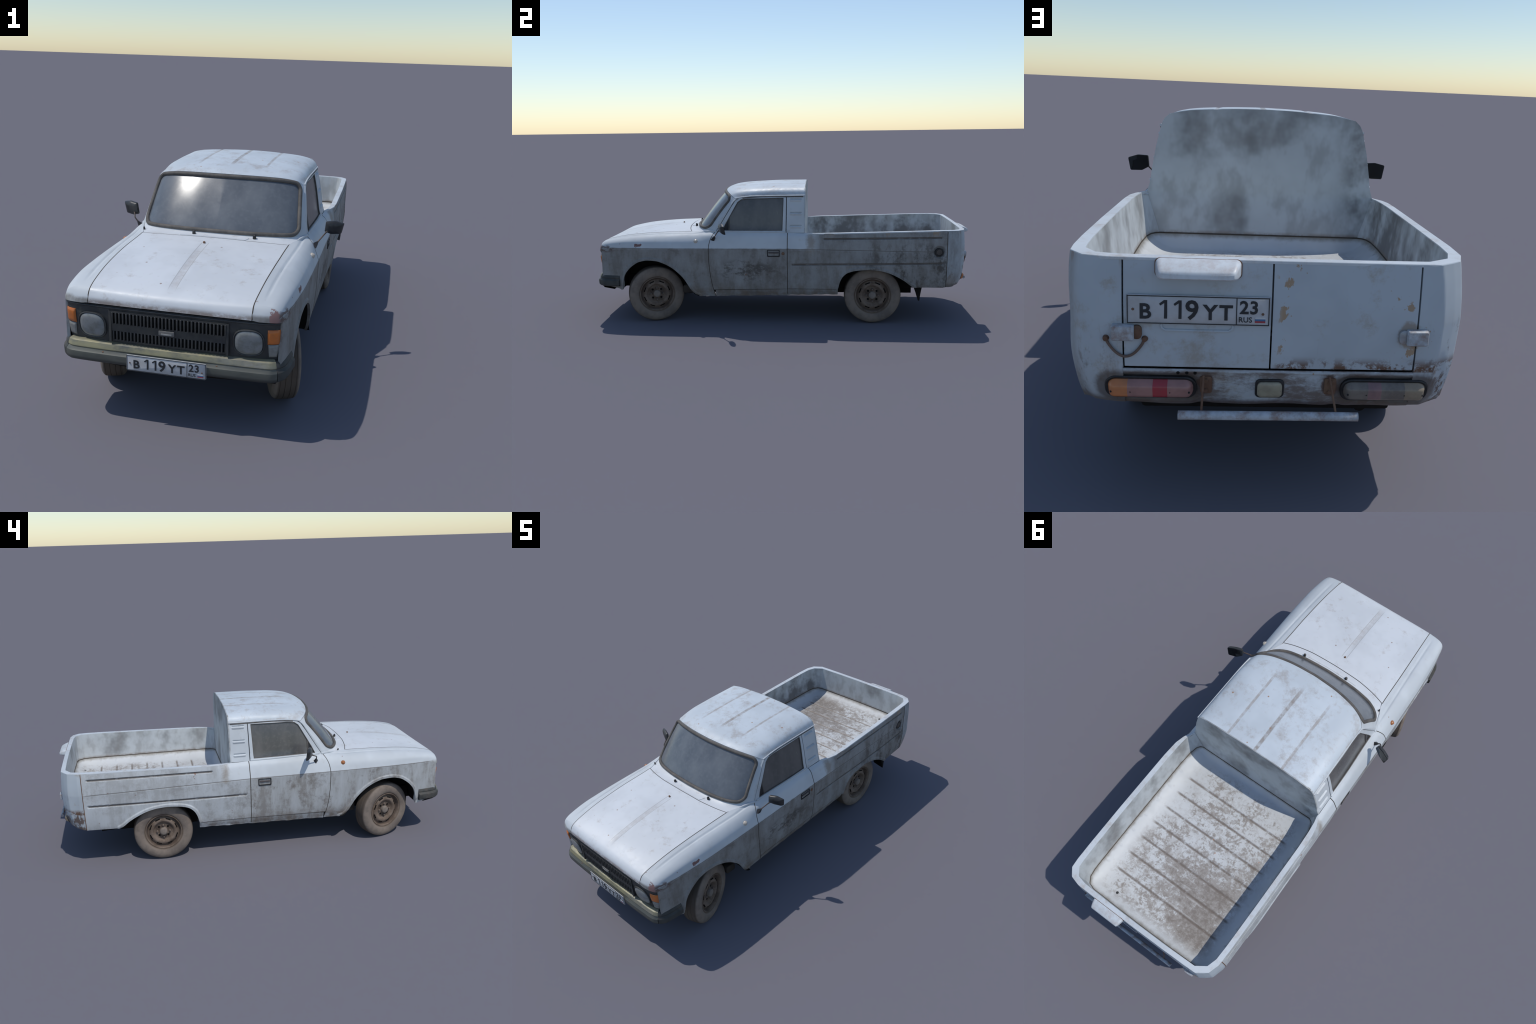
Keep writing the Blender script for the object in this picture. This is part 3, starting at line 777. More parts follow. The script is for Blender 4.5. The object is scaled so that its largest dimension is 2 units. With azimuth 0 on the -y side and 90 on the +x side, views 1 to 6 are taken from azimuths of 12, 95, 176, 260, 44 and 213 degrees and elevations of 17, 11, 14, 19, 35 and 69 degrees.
# ---- bumper ----
BUMP_PATH = [(0,-.986),(.15,-.9855),(.27,-.983),(.315,-.980),(.334,-.970),(.346,-.957),(.355,-.94),(.360,-.91),(.364,-.870),(.365,-.860)]
BUMP_PROF = [(-.030,.262),(-.014,.2605),(-.006,.256),(-.001,.246),(.0005,.2405),(-.001,.2365),(.000,.2345),(.008,.2265),(.0095,.220),(.008,.202),(.003,.196),(-.012,.192),(-.030,.192)]
def bumper_sheet(path, prof=BUMP_PROF):
    pts = np.array(path, float); d = np.r_[0, np.cumsum(np.linalg.norm(np.diff(pts, axis=0), axis=1))]
    fx_, fy_ = pchip(d, pts[:, 0]), pchip(d, pts[:, 1])
    n = max(12, int(d[-1] / .006)); s = np.linspace(0, d[-1], n)
    C = np.stack([fx_(s), fy_(s)], 1); T = np.gradient(C, axis=0); T /= np.linalg.norm(T, axis=1, keepdims=True)
    Nn = np.stack([T[:, 1], -T[:, 0]], 1)
    return np.array([[(C[i, 0] + Nn[i, 0] * o, C[i, 1] + Nn[i, 1] * o, z) for (o, z) in prof] for i in range(n)])
mid = [(-x, y) for x, y in BUMP_PATH[:5][::-1]] + BUMP_PATH[1:5]
bumper = panel("front_bumper", bumper_sheet(mid), BUMPER, skirt=0, flip=True, angle=25)
ends = panel("bumper_end", bumper_sheet([BUMP_PATH[4]] + BUMP_PATH[5:], [(o * .9 + .0005, z - .003 * (z > .25)) for o, z in BUMP_PROF]), END, mirror=True, skirt=.02, sides="e", flip=True, parent=bumper, angle=25)
panel("front_valance", np.array([[(x, y, z) for (y, z) in ((-.968,.196),(-.955,.176 - .006*math.cos(x*9)),(-.90,.172))] for x in np.linspace(-.33, .33, 30)]), UNDER, skirt=0)
for x in (-.21, .155):
    tube("bumper_bolt", [(x, -.985, .230), (x, -.989, .230)], [.0045, .003], RUSTY, bumper)

# =====================================================================
#  number plates (letters, digits, region box and flag)
# =====================================================================
def text_mesh(txt, size, mat, name, base, U, Vv, D, parent, depth=.0008, sx=1.0, bold=.0):
    cu = bpy.data.curves.new("tmp_text", "FONT"); cu.body = txt; cu.size = size; cu.extrude = depth / 2; cu.offset = bold
    cu.resolution_u = 3
    ob = bpy.data.objects.new("tmp_text", cu); bpy.context.scene.collection.objects.link(ob)
    dg = bpy.context.evaluated_depsgraph_get(); me = ob.evaluated_get(dg).to_mesh()
    base, U, Vv, D = (np.array(q, float) for q in (base, U, Vv, D))
    V = [base + U * (v.co.x * sx) + Vv * v.co.y + D * (v.co.z + depth / 2) for v in me.vertices]
    F = [tuple(p.vertices) for p in me.polygons]
    ob.evaluated_get(dg).to_mesh_clear(); bpy.data.objects.remove(ob); bpy.data.curves.remove(cu)
    return make(name, V, F, mat, parent, 30)

def number_plate(origin, U, Vv, D, w, h, parent):
    """origin = lower left corner as read; U to the right, Vv up, D out"""
    o, U, Vv, D = (np.array(q, float) for q in (origin, U, Vv, D))
    c = o + U * w / 2 + Vv * h / 2
    pl = pillow("number_plate", rounded_loop(w, h, .004), c, U, Vv, D, [(0, 0), (.002, 0), (.0026, .0007)], PLATE, parent)
    t = .0027
    def bar(name, x0, y0, x1, y1, mat, d=.0006):
        V = []; 
        for dd in (t - .0004, t + d):
            for a, b in ((x0, y0), (x1, y0), (x1, y1), (x0, y1)): V.append(o + U*a + Vv*b + D*dd)
        ob = make(name, V, [(0,1,2,3),(4,5,6,7),(0,1,5,4),(1,2,6,5),(2,3,7,6),(3,0,4,7)], mat, pl); fix_normals(ob)
    e = .0017
    for q in ((0.001,.001,w-.001,.001+e),(0.001,h-.001-e,w-.001,h-.001),(.001,.001+e,.001+e,h-.001-e),(w-.001-e,.001+e,w-.001,h-.001-e),(w*.762,.001+e,w*.762+e,h-.001-e)):
        bar("plate_border", *q, INK)
    big, small = h * .92, h * .72
    for ch, fx_, s in (("B", .085, small), ("1", .215, big), ("1", .315, big), ("9", .405, big), ("Y", .535, small), ("T", .645, small)):
        if ch == "1":
            p0 = o + U*(w*fx_) + Vv*(h*.20); H = s * .69
            one = [(.0115, 0), (.0170, 0), (.0170, H), (.0115, H), (.0030, H*.80), (.0050, H*.70), (.012, H*.84)]
            V = [p0 + U*a + Vv*b + D*dd for dd in (t - .0004, t + .0006) for a, b in one]; k = len(one)
            q = make("plate_character", V, [tuple(range(k)), tuple(range(k, 2*k))] + [(i, (i+1) % k, k + (i+1) % k, k + i) for i in range(k)], INK, pl); fix_normals(q)
        else: text_mesh(ch, s, INK, "plate_character", o + U*(w*fx_) + Vv*(h*.20) + D*t, U, Vv, D, pl, bold=.0010)
    for ch, fx_ in (("2", .785), ("3", .855)):
        text_mesh(ch, h * .62, INK, "plate_character", o + U*(w*fx_) + Vv*(h*.43) + D*t, U, Vv, D, pl, bold=.0008)
    text_mesh("RUS", h * .26, INK, "plate_character", o + U*(w*.778) + Vv*(h*.13) + D*t, U, Vv, D, pl, bold=.0001)
    for k, mt in enumerate((P_RED, P_BLUE, P_WHITE)):
        bar("plate_flag_stripe", w*.895, h*(.12+.065*k), w*.968, h*(.183+.065*k), mt)
    for a, b in ((.045, .5), (.95, .42)):
        p = o + U*w*a + Vv*h*b + D*t; tube("plate_screw", [p, p + D*.0012], [.0026, .002], RUSTY, pl)
    return pl

number_plate((-.1285, -.9955, .1865), (1, 0, 0), (0, 0, 1), (0, -1, 0), .254, .0525, bumper)

# =====================================================================
#  cab: roof, pillars, glass, door frames, bulkhead
# =====================================================================
roof_c = curve((-.309,.694),(-.297,.701),(-.268,.711),(-.215,.7190),(-.11,.7255),(-.017,.7290),(.132,.7295))
roof_shape = curve((0,1),(.27,.966),(.5,.905),(.71,.82),(.82,.725),(.9,.60),(.955,.42),(.985,.2),(1,0))
roof_edge_z = curve((0,.658),(.12,.666),(.3,.671),(1,.6735)); roof_edge_x = curve((0,.290),(.3,.2905),(1,.2935))
def roof_sheet(nu=70, nv=70):
    P = np.zeros((nu, nv, 3))
    for i in range(nu):
        q = lerp(-1, 1, i / (nu - 1)); u = math.copysign(abs(math.sin(q * math.pi / 2)) , q)
        for j in range(nv):
            v = (j / (nv - 1)) ** 1.4; a = abs(u)
            y0 = float(ws_up_y(a)) + .001; y = lerp(y0, .1315, v)
            x = u * float(roof_edge_x(v)); zc = float(roof_c(lerp(-.309, .132, v))); ze = float(roof_edge_z(v))
            sh = lerp(max(0, (float(ws_up_z(a)) - .658) / (.692 - .658)), float(roof_shape(a)), float(smooth(0, .3, v)))
            z = ze + (zc - ze) * sh
            for s in (-.135, 0, .135):
                z -= .0016 * math.exp(-((x - s) / .006) ** 4) * float(smooth(-.24, -.19, y))
            P[i, j] = (x, y, z)
    return P
RS = roof_sheet()
roof = panel("roof", RS, ROOF, skirt=.008)
for sx, col in ((1, -1), (-1, 0)):
    pts = [(p[0] + sx * .0015, p[1], p[2]) for p in RS[col, ::3]]
    tube("rain_gutter", pts, .0032, CAB, roof, n=8)
    tube("door_seal", [(p[0] + sx*.001, p[1], p[2] - .0062) for p in RS[col, 14::3]], .0032, SEAL, roof, n=8)

# windshield
def ws_loop(am, b0, b1, ra, rb, n=10):
    out = []
    for ca, cb, a0 in ((am-ra, b1-rb, 0), (-am+ra, b1-rb, 90), (-am+ra, b0+rb, 180), (am-ra, b0+rb, 270)):
        for k in range(n + 1):
            t = math.radians(a0 + 90*k/n); out.append((ca + ra*math.cos(t), cb + rb*math.sin(t)))
    res = []
    for k in range(len(out)):
        p, q = np.array(out[k]), np.array(out[(k+1) % len(out)]); m = max(1, int(np.linalg.norm(q - p) / .05))
        res += [tuple(lerp(p, q, i / m)) for i in range(m)]
    return res
LOOP = ws_loop(.955, .04, .965, .075, .13)
V, F = [], []; n = len(LOOP); rings = 14
for r in range(rings):
    k = 1 - r / rings
    for a, b in LOOP: V.append(WS(a * k, .5 + (b - .5) * k) + np.array((0, .002, -.002)))
V.append(WS(0, .5) + np.array((0, .002, -.002)))
for r in range(rings - 1):
    for q in range(n): F.append((r*n+q, r*n+(q+1) % n, (r+1)*n+(q+1) % n, (r+1)*n+q))
for q in range(n): F.append(((rings-1)*n+q, (rings-1)*n+(q+1) % n, rings*n))
windshield = make("windshield", V, F, GLASS_F); fix_normals(windshield)
tube("windshield_seal", [WS(a, b) for a, b in LOOP], .0078, SEAL, windshield, closed=True, n=10)
# painted surround between seal and panels
V, F = [], []
for a, b in LOOP: V.append(WS(a, b))
for a, b in LOOP:
    m = max(abs(a), abs(b - .5) * 2); V.append(WS(max(-1, min(1, a / m)), max(0, min(1, .5 + (b - .5) / m))))
for q in range(n): F.append((q, (q+1) % n, n+(q+1) % n, n+q))
sur = make("windshield_frame", V, F, CAB); fix_normals(sur)

g_base = curve((.470,.3365),(.484,.333),(.512,.3255),(.544,.320),(.61,.308),(.645,.300),(.678,.291),(.70,.284))
def G(y, z): return float(g_base(z)) - .0085 * float(smooth(-.05, -.34, y))

OUT = [(-.338,.484),(-.312,.524),(-.257,.613),(-.236,.644),(-.212,.661),(-.166,.667),(.0345,.6695),(.0325,.484)]
INN = [(-.303,.4925),(-.2865,.526),(-.2405,.607),(-.222,.639),(-.203,.6525),(-.164,.657),(.0205,.660),(.0145,.4925)]
def poly_loop(P, n=10):
    P = [np.array(p) for p in P]; out = []
    for k in range(len(P)):
        for i in range(n): out.append(lerp(P[k], P[(k+1) % len(P)], i / n))
    return out
lo, li = poly_loop(OUT), poly_loop(INN)
for s, d in ((1, doors[0]), (-1, doors[1])):
    V, F = [], []; n = len(lo)
    layers = [(lo, -.008, 0), (lo, 0, 0), (li, 0, 0), (li, -.007, 0)]
    for L, dx, _ in layers:
        for (y, z) in L: V.append((s * (G(y, z) + dx), y, z))
    for k in range(3):
        for q in range(n): F.append((k*n+q, k*n+(q+1) % n, (k+1)*n+(q+1) % n, (k+1)*n+q))
    fr = make("window_frame", V, F, CAB, d); fix_normals(fr)
    # glass, filled ring by ring towards the middle
    cy, cz = -.115, .575; V, F = [], []; R = 8
    for r in range(R):
        k = 1 - r / R
        for (y, z) in li:
            y2, z2 = cy + (y - cy) * k, cz + (z - cz) * k; V.append((s * (G(y2, z2) - .0045), y2, z2))
    V.append((s * (G(cy, cz) - .0045), cy, cz))
    for r in range(R - 1):
        for q in range(n): F.append((r*n+q, r*n+(q+1) % n, (r+1)*n+(q+1) % n, (r+1)*n+q))
    for q in range(n): F.append(((R-1)*n+q, (R-1)*n+(q+1) % n, R*n))
    g = make("door_window", V, F, GLASS_S, d); fix_normals(g)
    tube("window_seal", [(s * (G(y, z) - .002), y, z) for y, z in li], .0026, SEAL, d, closed=True, n=6)
    tube("quarter_divider", [(s * (G(-.267, z) - .003), -.267, z) for z in np.linspace(.494, .556, 6)], .0035, SEAL, d, n=6)
    V = [(s * (G(y, z) - .0038), y, z) for y, z in ((-.300,.4935),(-.268,.4935),(-.268,.553))]
    q = make("quarter_window", V, [(0, 1, 2)], simple("quarter_dark", (0.022, 0.022, 0.025), .4), d); fix_normals(q)
    # waist trim along the window sill
    tube("window_sill_trim", [(s * (G(y, .486) + .001), y, lerp(.4885, .4845, (y + .33) / .36)) for y in np.linspace(-.325, .034, 20)], .0042, CAB, d, n=8)
    # A pillar between windshield frame and door frame
    P = np.zeros((16, 5, 3)); front = curve(*[(p[1], p[0]) for p in OUT[:5]])
    for i in range(16):
        t = lerp(-.14, 1, i / 15); a = WS(1, t); z = lerp(.486, .655, t); y = float(front(z)) - .003; b = np.array((G(y, z), y, z))
        for j in range(5):
            p = lerp(a, b, j / 4); p[0] += .004 * math.sin(j / 4 * math.pi); P[i, j] = (s * p[0], p[1], p[2])
    panel("windshield_pillar", P, CAB, skirt=.006, sides="n", flip=(s == 1))
    tube("pillar_filler", [(s * x, y, z) for x, y, z in ((.297,-.418,.4835),(.306,-.390,.4855),(.314,-.365,.487),(.322,-.345,.4875),(.326,-.334,.487))], [.002, .0055, .0065, .0065, .004], CAB, None, n=10)  # filler tube added to close the dark notch at the pillar base
    # rear pillar with three pressed louvres
    P = np.zeros((48, 96, 3))
    for i in range(48):
        for j in range(96):
            v = j / 95; z = lerp(.4815, .6705, v); y = lerp(.0365 + .002 * v, .1315, i / 47); x = G(y, z)
            for zc in (.652, .582, .515):
                ends_ = float(smooth(.053, .058, y) * smooth(.117, .112, y))
                d = z - zc
                x += ends_ * (.0055 * float(smooth(-.013, -.002, d)) * (1 if d < .0005 else 0) - .006 * math.exp(-((d - .0030) / .0026) ** 2))
            P[i, j] = (s * x, y, z)
    panel("rear_pillar", P, CAB, skirt=.006, flip=(s == -1))

# bulkhead: back wall of the cab
BH = [(.298,.350),(.3345,.480),(.324,.512),(.320,.544),(.308,.610),(.2915,.676),(.283,.693),(.268,.7065),(.208,.7178),(.078,.7268),(0,.728)]
full = [(x, z) for x, z in BH] + [(-x, z) for x, z in BH[-2::-1]]
V, F = [], []; m = len(full)
def bh_ring(k, y):
    for x, z in full: V.append((x * k, y, .52 + (z - .52) * k))
bh_ring(1.003, .1285); bh_ring(1.003, .1350)
nn = 12
for r in range(1, nn): bh_ring(1.003 * (1 - r / nn), .1362)
V.append((0, .1362, .52))
for r in range(nn):
    for q in range(m): F.append((r*m+q, r*m+(q+1) % m, (r+1)*m+(q+1) % m, (r+1)*m+q))
for q in range(m): F.append((nn*m+q, nn*m+(q+1) % m, len(V)-1))
F.append(tuple(range(m)))
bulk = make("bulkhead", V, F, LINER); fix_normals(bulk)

# =====================================================================
#  cargo bed: rim, inner walls, tub
# =====================================================================
def loop3(pts, n=150):
    pts = np.array(pts, float); k = np.arange(len(pts)); s = np.linspace(0, len(pts) - 1, n)
    return np.stack([np.interp(s, k, pts[:, c]) for c in range(3)], 1)
def rim_z(y): return float(pchip([.13, .25, .6, .865, 1], [.480, .483, .491, .4965, .497])(y))
# same number of control points on every loop, front corner -> side -> rear centre
OUTER = {1: [(.336,.134),(.346,.152),(.360,.182),(.3705,.225),(.374,.30),(.374,.60),(.3715,.80),(.3695,.872),(.3655,.913),(.339,.944),(.296,.955),(.15,.9565),(0,.957)],
         -1: [(.336,.134),(.344,.152),(.357,.182),(.364,.225),(.366,.30),(.365,.60),(.364,.80),(.361,.877),(.353,.900),(.346,.922),(.300,.953),(.15,.956),(0,.957)]}
INNER = {1: [(.3335,.136),(.337,.148),(.345,.172),(.350,.218),(.352,.30),(.352,.60),(.3485,.80),(.3460,.862),(.3430,.895),(.319,.926),(.279,.9345),(.15,.937),(0,.938)],
         -1: [(.3335,.136),(.334,.148),(.339,.172),(.343,.218),(.346,.30),(.345,.60),(.343,.80),(.340,.864),(.333,.886),(.327,.905),(.285,.933),(.15,.937),(0,.938)]}
STEP = [(.298,.136),(.311,.142),(.322,.156),(.330,.192),(.334,.264),(.334,.60),(.333,.80),(.332,.862),(.3265,.897),(.309,.923),(.28,.9325),(.15,.935),(0,.936)]
C = loop3([(x, y, .3575) for x, y in STEP]); C[-1, 0] = 0
def push(Q, d):
    Q = Q.copy(); T = np.gradient(Q, axis=0); nrm = np.stack([T[:, 1], -T[:, 0]], 1); nrm /= np.linalg.norm(nrm, axis=1, keepdims=True)
    Q[:, :2] += nrm * d; Q[-1, 0] = 0; return Q
up = np.array((0, 0, 1.))
rims, walls = {}, {}
for sx in (1, -1):
    A = loop3([(x, y, rim_z(y)) for x, y in OUTER[sx]]); B = loop3([(x, y, rim_z(y)) for x, y in INNER[sx]]); A[-1, 0] = B[-1, 0] = 0
    rims[sx] = np.stack([push(A, .0006) - up * .004, push(A, .0006) + up * .0004, A + up * .0014, B + up * .0014, B - up * .0015], 1)
    walls[sx] = np.stack([lerp(B - up * .001, C, t) for t in np.linspace(0, 1, 14)], 1)
def both(P, Q=None):
    M = (P if Q is None else Q)[::-1].copy(); M[..., 0] *= -1; return np.concatenate([P, M[1:]], 0)
bed_rim = panel("bed_rim", both(rims[1], rims[-1]), RIMTOP, skirt=0, angle=30)
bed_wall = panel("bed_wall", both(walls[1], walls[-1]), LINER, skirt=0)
# dark joint where wall and tub meet
joint = both(C[:, None, :])[:, 0]; tube("bed_joint", [tuple(p) for p in joint[::2]], .0022, SEAMDARK, bed_wall, closed=True, n=6)

Cs = C[np.concatenate([[True], np.diff(C[:, 1]) > 1e-5])]
def halfw(y): return float(np.interp(y, Cs[:, 1], Cs[:, 0])) if y < .9358 else .15
fillet = curve((0,.3575),(.004,.350),(.012,.3405),(.025,.331),(.042,.3235),(.065,.3185),(.085,.3175),(.4,.3165))
RIBS = [.7985 - .0855 * k for k in range(7)]
def tub():
    nu, nv = 120, 300; P = np.zeros((nu, nv, 3)); ysv = np.linspace(.1362, .9350, nv)
    for j, y in enumerate(ysv):
        hw = halfw(y)
        for i in range(nu):
            x = math.sin(lerp(-1, 1, i / (nu - 1)) * math.pi / 2) * hw
            # rounded corner of the three walls: steep against the cab, long and shallow towards the gate
            ds = np.maximum(np.array(((y - .1358) * 2.3, (.9362 - y) * .54, (hw - abs(x)) * .84)), 1e-5)
            d = float((ds ** -3.0).sum() ** (-1 / 3))
            z = float(fillet(d)) - .006 * float(smooth(.40, .18, y)) * float(smooth(.01, .05, d)); ax = abs(x)
            for yr in RIBS:
                if abs(y - yr) < .02:
                    w = math.exp(-((y - yr) / .0045) ** 2)
                    z -= .0034 * w * float(smooth(.285, .262, ax))
                    z += .0040 * math.exp(-((y - yr) / .005) ** 2 - ((ax - .316) / .006) ** 2)
            P[i, j] = (x, y, z)
    return P
bed_floor = panel("bed_floor", tub(), FLOOR, skirt=0)

# =====================================================================
#  tail: rear corners, two tailgate leaves, apron
# =====================================================================
for sx in (1, -1):
    tube("weld_seam", [(sx * (float(np.interp(z, _s[2], _s[1])) + lean(sx, z, .86) - .0004), .8600, z) for _s in (sec(.8600),) for z in np.linspace(.203, .492, 40)], .0019, RUSTY if sx == -1 else SEAMDARK, None, n=6)
tail_bulge = curve((.195,-.032),(.208,-.024),(.235,-.010),(.26,-.0035),(.324,.0045),(.40,.0065),(.46,.003),(.497,0))
_ts, _xs, _zs = sec(.8645)
def side_x(z): return float(np.interp(z, _zs, _xs))
PLAN = {1: [(0,.8605),(.0003,.872),(.0042,.913),(.017,.9285),(.0305,.944),(.050,.9495),(.0735,.9545),(.115,.9555)],
        -1: [(0,.8605),(.0012,.877),(.009,.899),(.0165,.922),(.034,.9365),(.0585,.953),(.085,.954),(.115,.9555)]}
def R_point(p, z, sx=1):
    """p 0..1 corner from the weld seam to near the gate, 1..2 on to the centre"""
    X0 = side_x(z) + lean(sx, z, .86); k = p * 7; pl = PLAN[sx]
    if p <= 1: x = X0 - float(np.interp(k, range(8), [q[0] for q in pl])); y = float(np.interp(k, range(8), [q[1] for q in pl]))
    else: x = lerp(X0 - .115, 0, p - 1); y = lerp(.9555, .957, p - 1)
    w = float(smooth(.862, .945, y)); low = float(smooth(.30, .20, z))
    return np.array((x - .004 * low * w, y + float(tail_bulge(z)) * w, z))
def on_tail(x, z):
    a, b = 0.0, 2.0
    for _ in range(40):
        m = (a + b) / 2
        if R_point(m, z, 1 if x >= 0 else -1)[0] > abs(x): a = m
        else: b = m
    p = R_point((a + b) / 2, z, 1 if x >= 0 else -1); p[0] = x; return p
def tail_y(x, z): return float(on_tail(x, z)[1])
tail_bottom = curve((0,.211),(.10,.209),(.125,.2125),(.15,.2075),(.25,.209),(.33,.210),(.345,.2075),(.358,.2015))
def corner_sheet(sx, nu=50, nv=60):
    P = np.zeros((nu, nv, 3)); zt = np.linspace(.19, .50, 40); at = []
    for z in zt:
        a, b = 0., 2.
        for _ in range(26):
            mm = (a + b) / 2
            if R_point(mm, z, sx)[0] > .2685: a = mm
            else: b = mm
        at.append(a)
    for j in range(nv):
        v = j / (nv - 1)
        for i in range(nu):
            u = i / (nu - 1); z = lerp(.22, .495, v)
            for _ in range(2):
                a = float(np.interp(z, zt, at))
                q = R_point(u * a, z, sx); z = lerp(float(tail_bottom(q[0])), rim_z(q[1]), v)
            P[i, j] = R_point(u * a, z, sx)
            # dents of the battered corner
            x, y, z = P[i, j]
            for (dx, dz, r, d) in ((.318, .300, .020, .004), (.322, .258, .016, .004)):
                g = math.exp(-(((x - dx) / (r * .5)) ** 2 + ((z - dz) / r) ** 2)); P[i, j, 1] -= d * g
    return P
for sx in (1, -1):
    P = corner_sheet(sx); P[..., 0] *= sx; panel("rear_corner", P, REAR, flip=(sx == -1), skirt=.008, angle=65)
def tail_sheet(x0, x1, z0, z1, nu=40, nv=40, disp=None):
    P = np.zeros((nu, nv, 3))
    for i in range(nu):
        x = lerp(x0, x1, i / (nu - 1))
        for j in range(nv):
            za = z0(x) if callable(z0) else z0; z = lerp(za, z1, j / (nv - 1)); p = on_tail(x, z)
            if disp: p[1] += disp(x, z)
            P[i, j] = p
    return P
gate_l = panel("tailgate_leaf", tail_sheet(.2652, .0032, .2935, .4965), REAR, skirt=.010)
gate_r = panel("tailgate_leaf", tail_sheet(.0000, -.2652, .2935, .4965), REAR, skirt=.010)
LAMPS = ((.2195, .160), (-.2175, .160))
def apron_disp(x, z):
    d = 0
    for cx, w in LAMPS:
        q = max(abs(x - cx) - (w / 2 - .012), 0); r = math.hypot(q, max(abs(z - .2475) - .008, 0))
        d -= .005 * float(smooth(.026, .017, r))
    d += .0025 * math.exp(-((z - .2845) / .003) ** 2)
    d += .002 * math.sin(x * 43) * float(smooth(.235, .215, z))
    return d
apron = panel("rear_apron", tail_sheet(.2683, -.2683, lambda x: float(tail_bottom(abs(x))), .2892, 120, 44, apron_disp), REAR, skirt=.010)

def tail_frame(x, z):
    p = on_tail(x, z); d = .004
    tz = (on_tail(x, z + d) - on_tail(x, z - d)); tz /= np.linalg.norm(tz)
    tx = np.array((-1., 0, 0)); tx[1] = (tail_y(x - d, z) - tail_y(x + d, z)) / (2 * d); tx /= np.linalg.norm(tx)
    D = np.cross(tx, tz); D /= np.linalg.norm(D)
    if D[1] < 0: D = -D
    return p, tx, tz, D

# lamps
def tail_lamp(cx, parts):
    p, U, Vz, D = tail_frame(cx, .2475)
    gas = pillow("tail_lamp", rounded_loop(.168, .050, .021, 8), p - D * .007, U, Vz, D, [(0, 0), (.006, 0), (.0075, .0015), (.0065, .004)], BLACK, apron)
    # lens as one rounded pillow cut into coloured fields
    w, h, r = .158, .041, .0165
    x0 = -w / 2
    for frac, mat, nm in parts:
        x1 = x0 + w * frac; n = 14; mrow = 12; P = np.zeros((n, mrow, 3))
        for i in range(n):
            a = lerp(x0, x1, i / (n - 1)); e = w / 2 - abs(a)
            hh = h / 2 - (r - math.sqrt(max(r*r - max(r - e, 0) ** 2, 0))); hh = max(hh, .0008)
            for j in range(mrow):
                t = lerp(-1, 1, j / (mrow - 1)); b = t * hh
                ed = min(e, hh - abs(b)); bulge = .017 * (1 - (1 - min(1, ed / .012)) ** 2) + .0008
                P[i, j] = p - D * .004 + U * a + Vz * b + D * bulge
        panel(nm, P, mat, skirt=.0, parent=gas, flip=False)
        x0 = x1
    for a in (-.071, -.036, .036, .071):
        q = p + U * a + D * .0122; tube("lamp_screw", [q, q + D * .0016], [.0022, .0016], BLACK, gas, n=8)
tail_lamp(.2195, ((.24, TAIL_AMBER, "lamp_lens"), (.29, PINK, "lamp_lens"), (.17, RED, "lamp_lens"), (.30, PINK, "lamp_lens")))
tail_lamp(-.2175, ((.29, SMOKE, "lamp_lens"), (.16, SMOKE_PINK, "lamp_lens"), (.28, SMOKE, "lamp_lens"), (.27, SMOKE_TAN, "lamp_lens")))
p, U, Vz, D = tail_frame(0, .2505)
gk = pillow("number_lamp", rounded_loop(.054, .042, .010, 6), p - D * .002, U, Vz, D, [(0, 0), (.004, 0), (.005, .001)], BLACK, apron)
pillow("number_lamp_lens", rounded_loop(.046, .034, .009, 6), p, U, Vz, D, [(0, 0), (.006, 0), (.009, .003), (.010, .008)], BEIGE, gk)
for a in (-.019, .019):
    q = p + U * a + D * .006; tube("lamp_screw", [q, q + D * .003], [.002, .0015], BLACK, gk, n=8)
for xx in (.169, .153, .138):  # dark raised studs standing in for drain holes, nothing is cut
    p, U, Vz, D = tail_frame(xx, .2825); tube("dark_drain_stud", [p + D * .0008, p + D * .0032], [.0035, .003], UNDER, apron, n=8)
# bolted bracket plates and hanging step pipe
for xx in (.118, -.113):
    p, U, Vz, D = tail_frame(xx, .257)
    br = pillow("step_bracket", rounded_loop(.022, .036, .004, 3), p - D * .001, U, Vz, D, [(0, 0), (.003, 0), (.0035, .001)], RUSTY, apron)
    for b in (.011, -.011):
        q = p + Vz * b + D * .002; tube("bracket_bolt", [q, q + D * .004], [.0045, .004], RUSTY, br, n=6)
pipe = tube("step_pipe", [(.166, .9895, .2135), (0, .9905, .2145), (-.1625, .9915, .2150)], .0083, PIPE, n=20)
tube("pipe_hanger", [(.122, .962, .279), (.1235, .972, .245), (.1245, .986, .214)], .0022, RUSTY, pipe, n=8)
tube("pipe_hanger", [(-.110, .962, .280), (-.117, .972, .245), (-.1225, .988, .216)], .0022, RUSTY, pipe, n=8)

# big painted pull handle
p, U, Vz, D = tail_frame(.134, .4815)
pillow("gate_handle", rounded_loop(.150, .033, .009, 6), p - D * .001 + Vz * .001, U, Vz, D + Vz * -.22, [(0, 0), (.006, 0), (.020, .0030), (.030, .0060), (.036, .0090), (.0385, .0115)], WHITE_CAP, gate_l)
pillow("handle_base", rounded_loop(.1535, .0345, .009, 6), p - D * .0005 - Vz * .0, U, Vz, D, [(0, 0), (.0022, 0), (.003, .001)], RUSTY, gate_l)
# pressed rail under the plate
pts = []
for a, z in ((.199, .378), (.198, .371), (.192, .3665), (.135, .3660), (.078, .3665), (.072, .371), (.071, .378)):
    q, U, Vz, D = tail_frame(a, z); pts.append(q + D * .0005)
tube("plate_bracket", pts, .0026, REAR, gate_l, n=8)
p, U, Vz, D = tail_frame(.1325, .406)
number_plate(p - U * .127 - Vz * .027 + D * .002, U, Vz, D, .254, .054, gate_l)
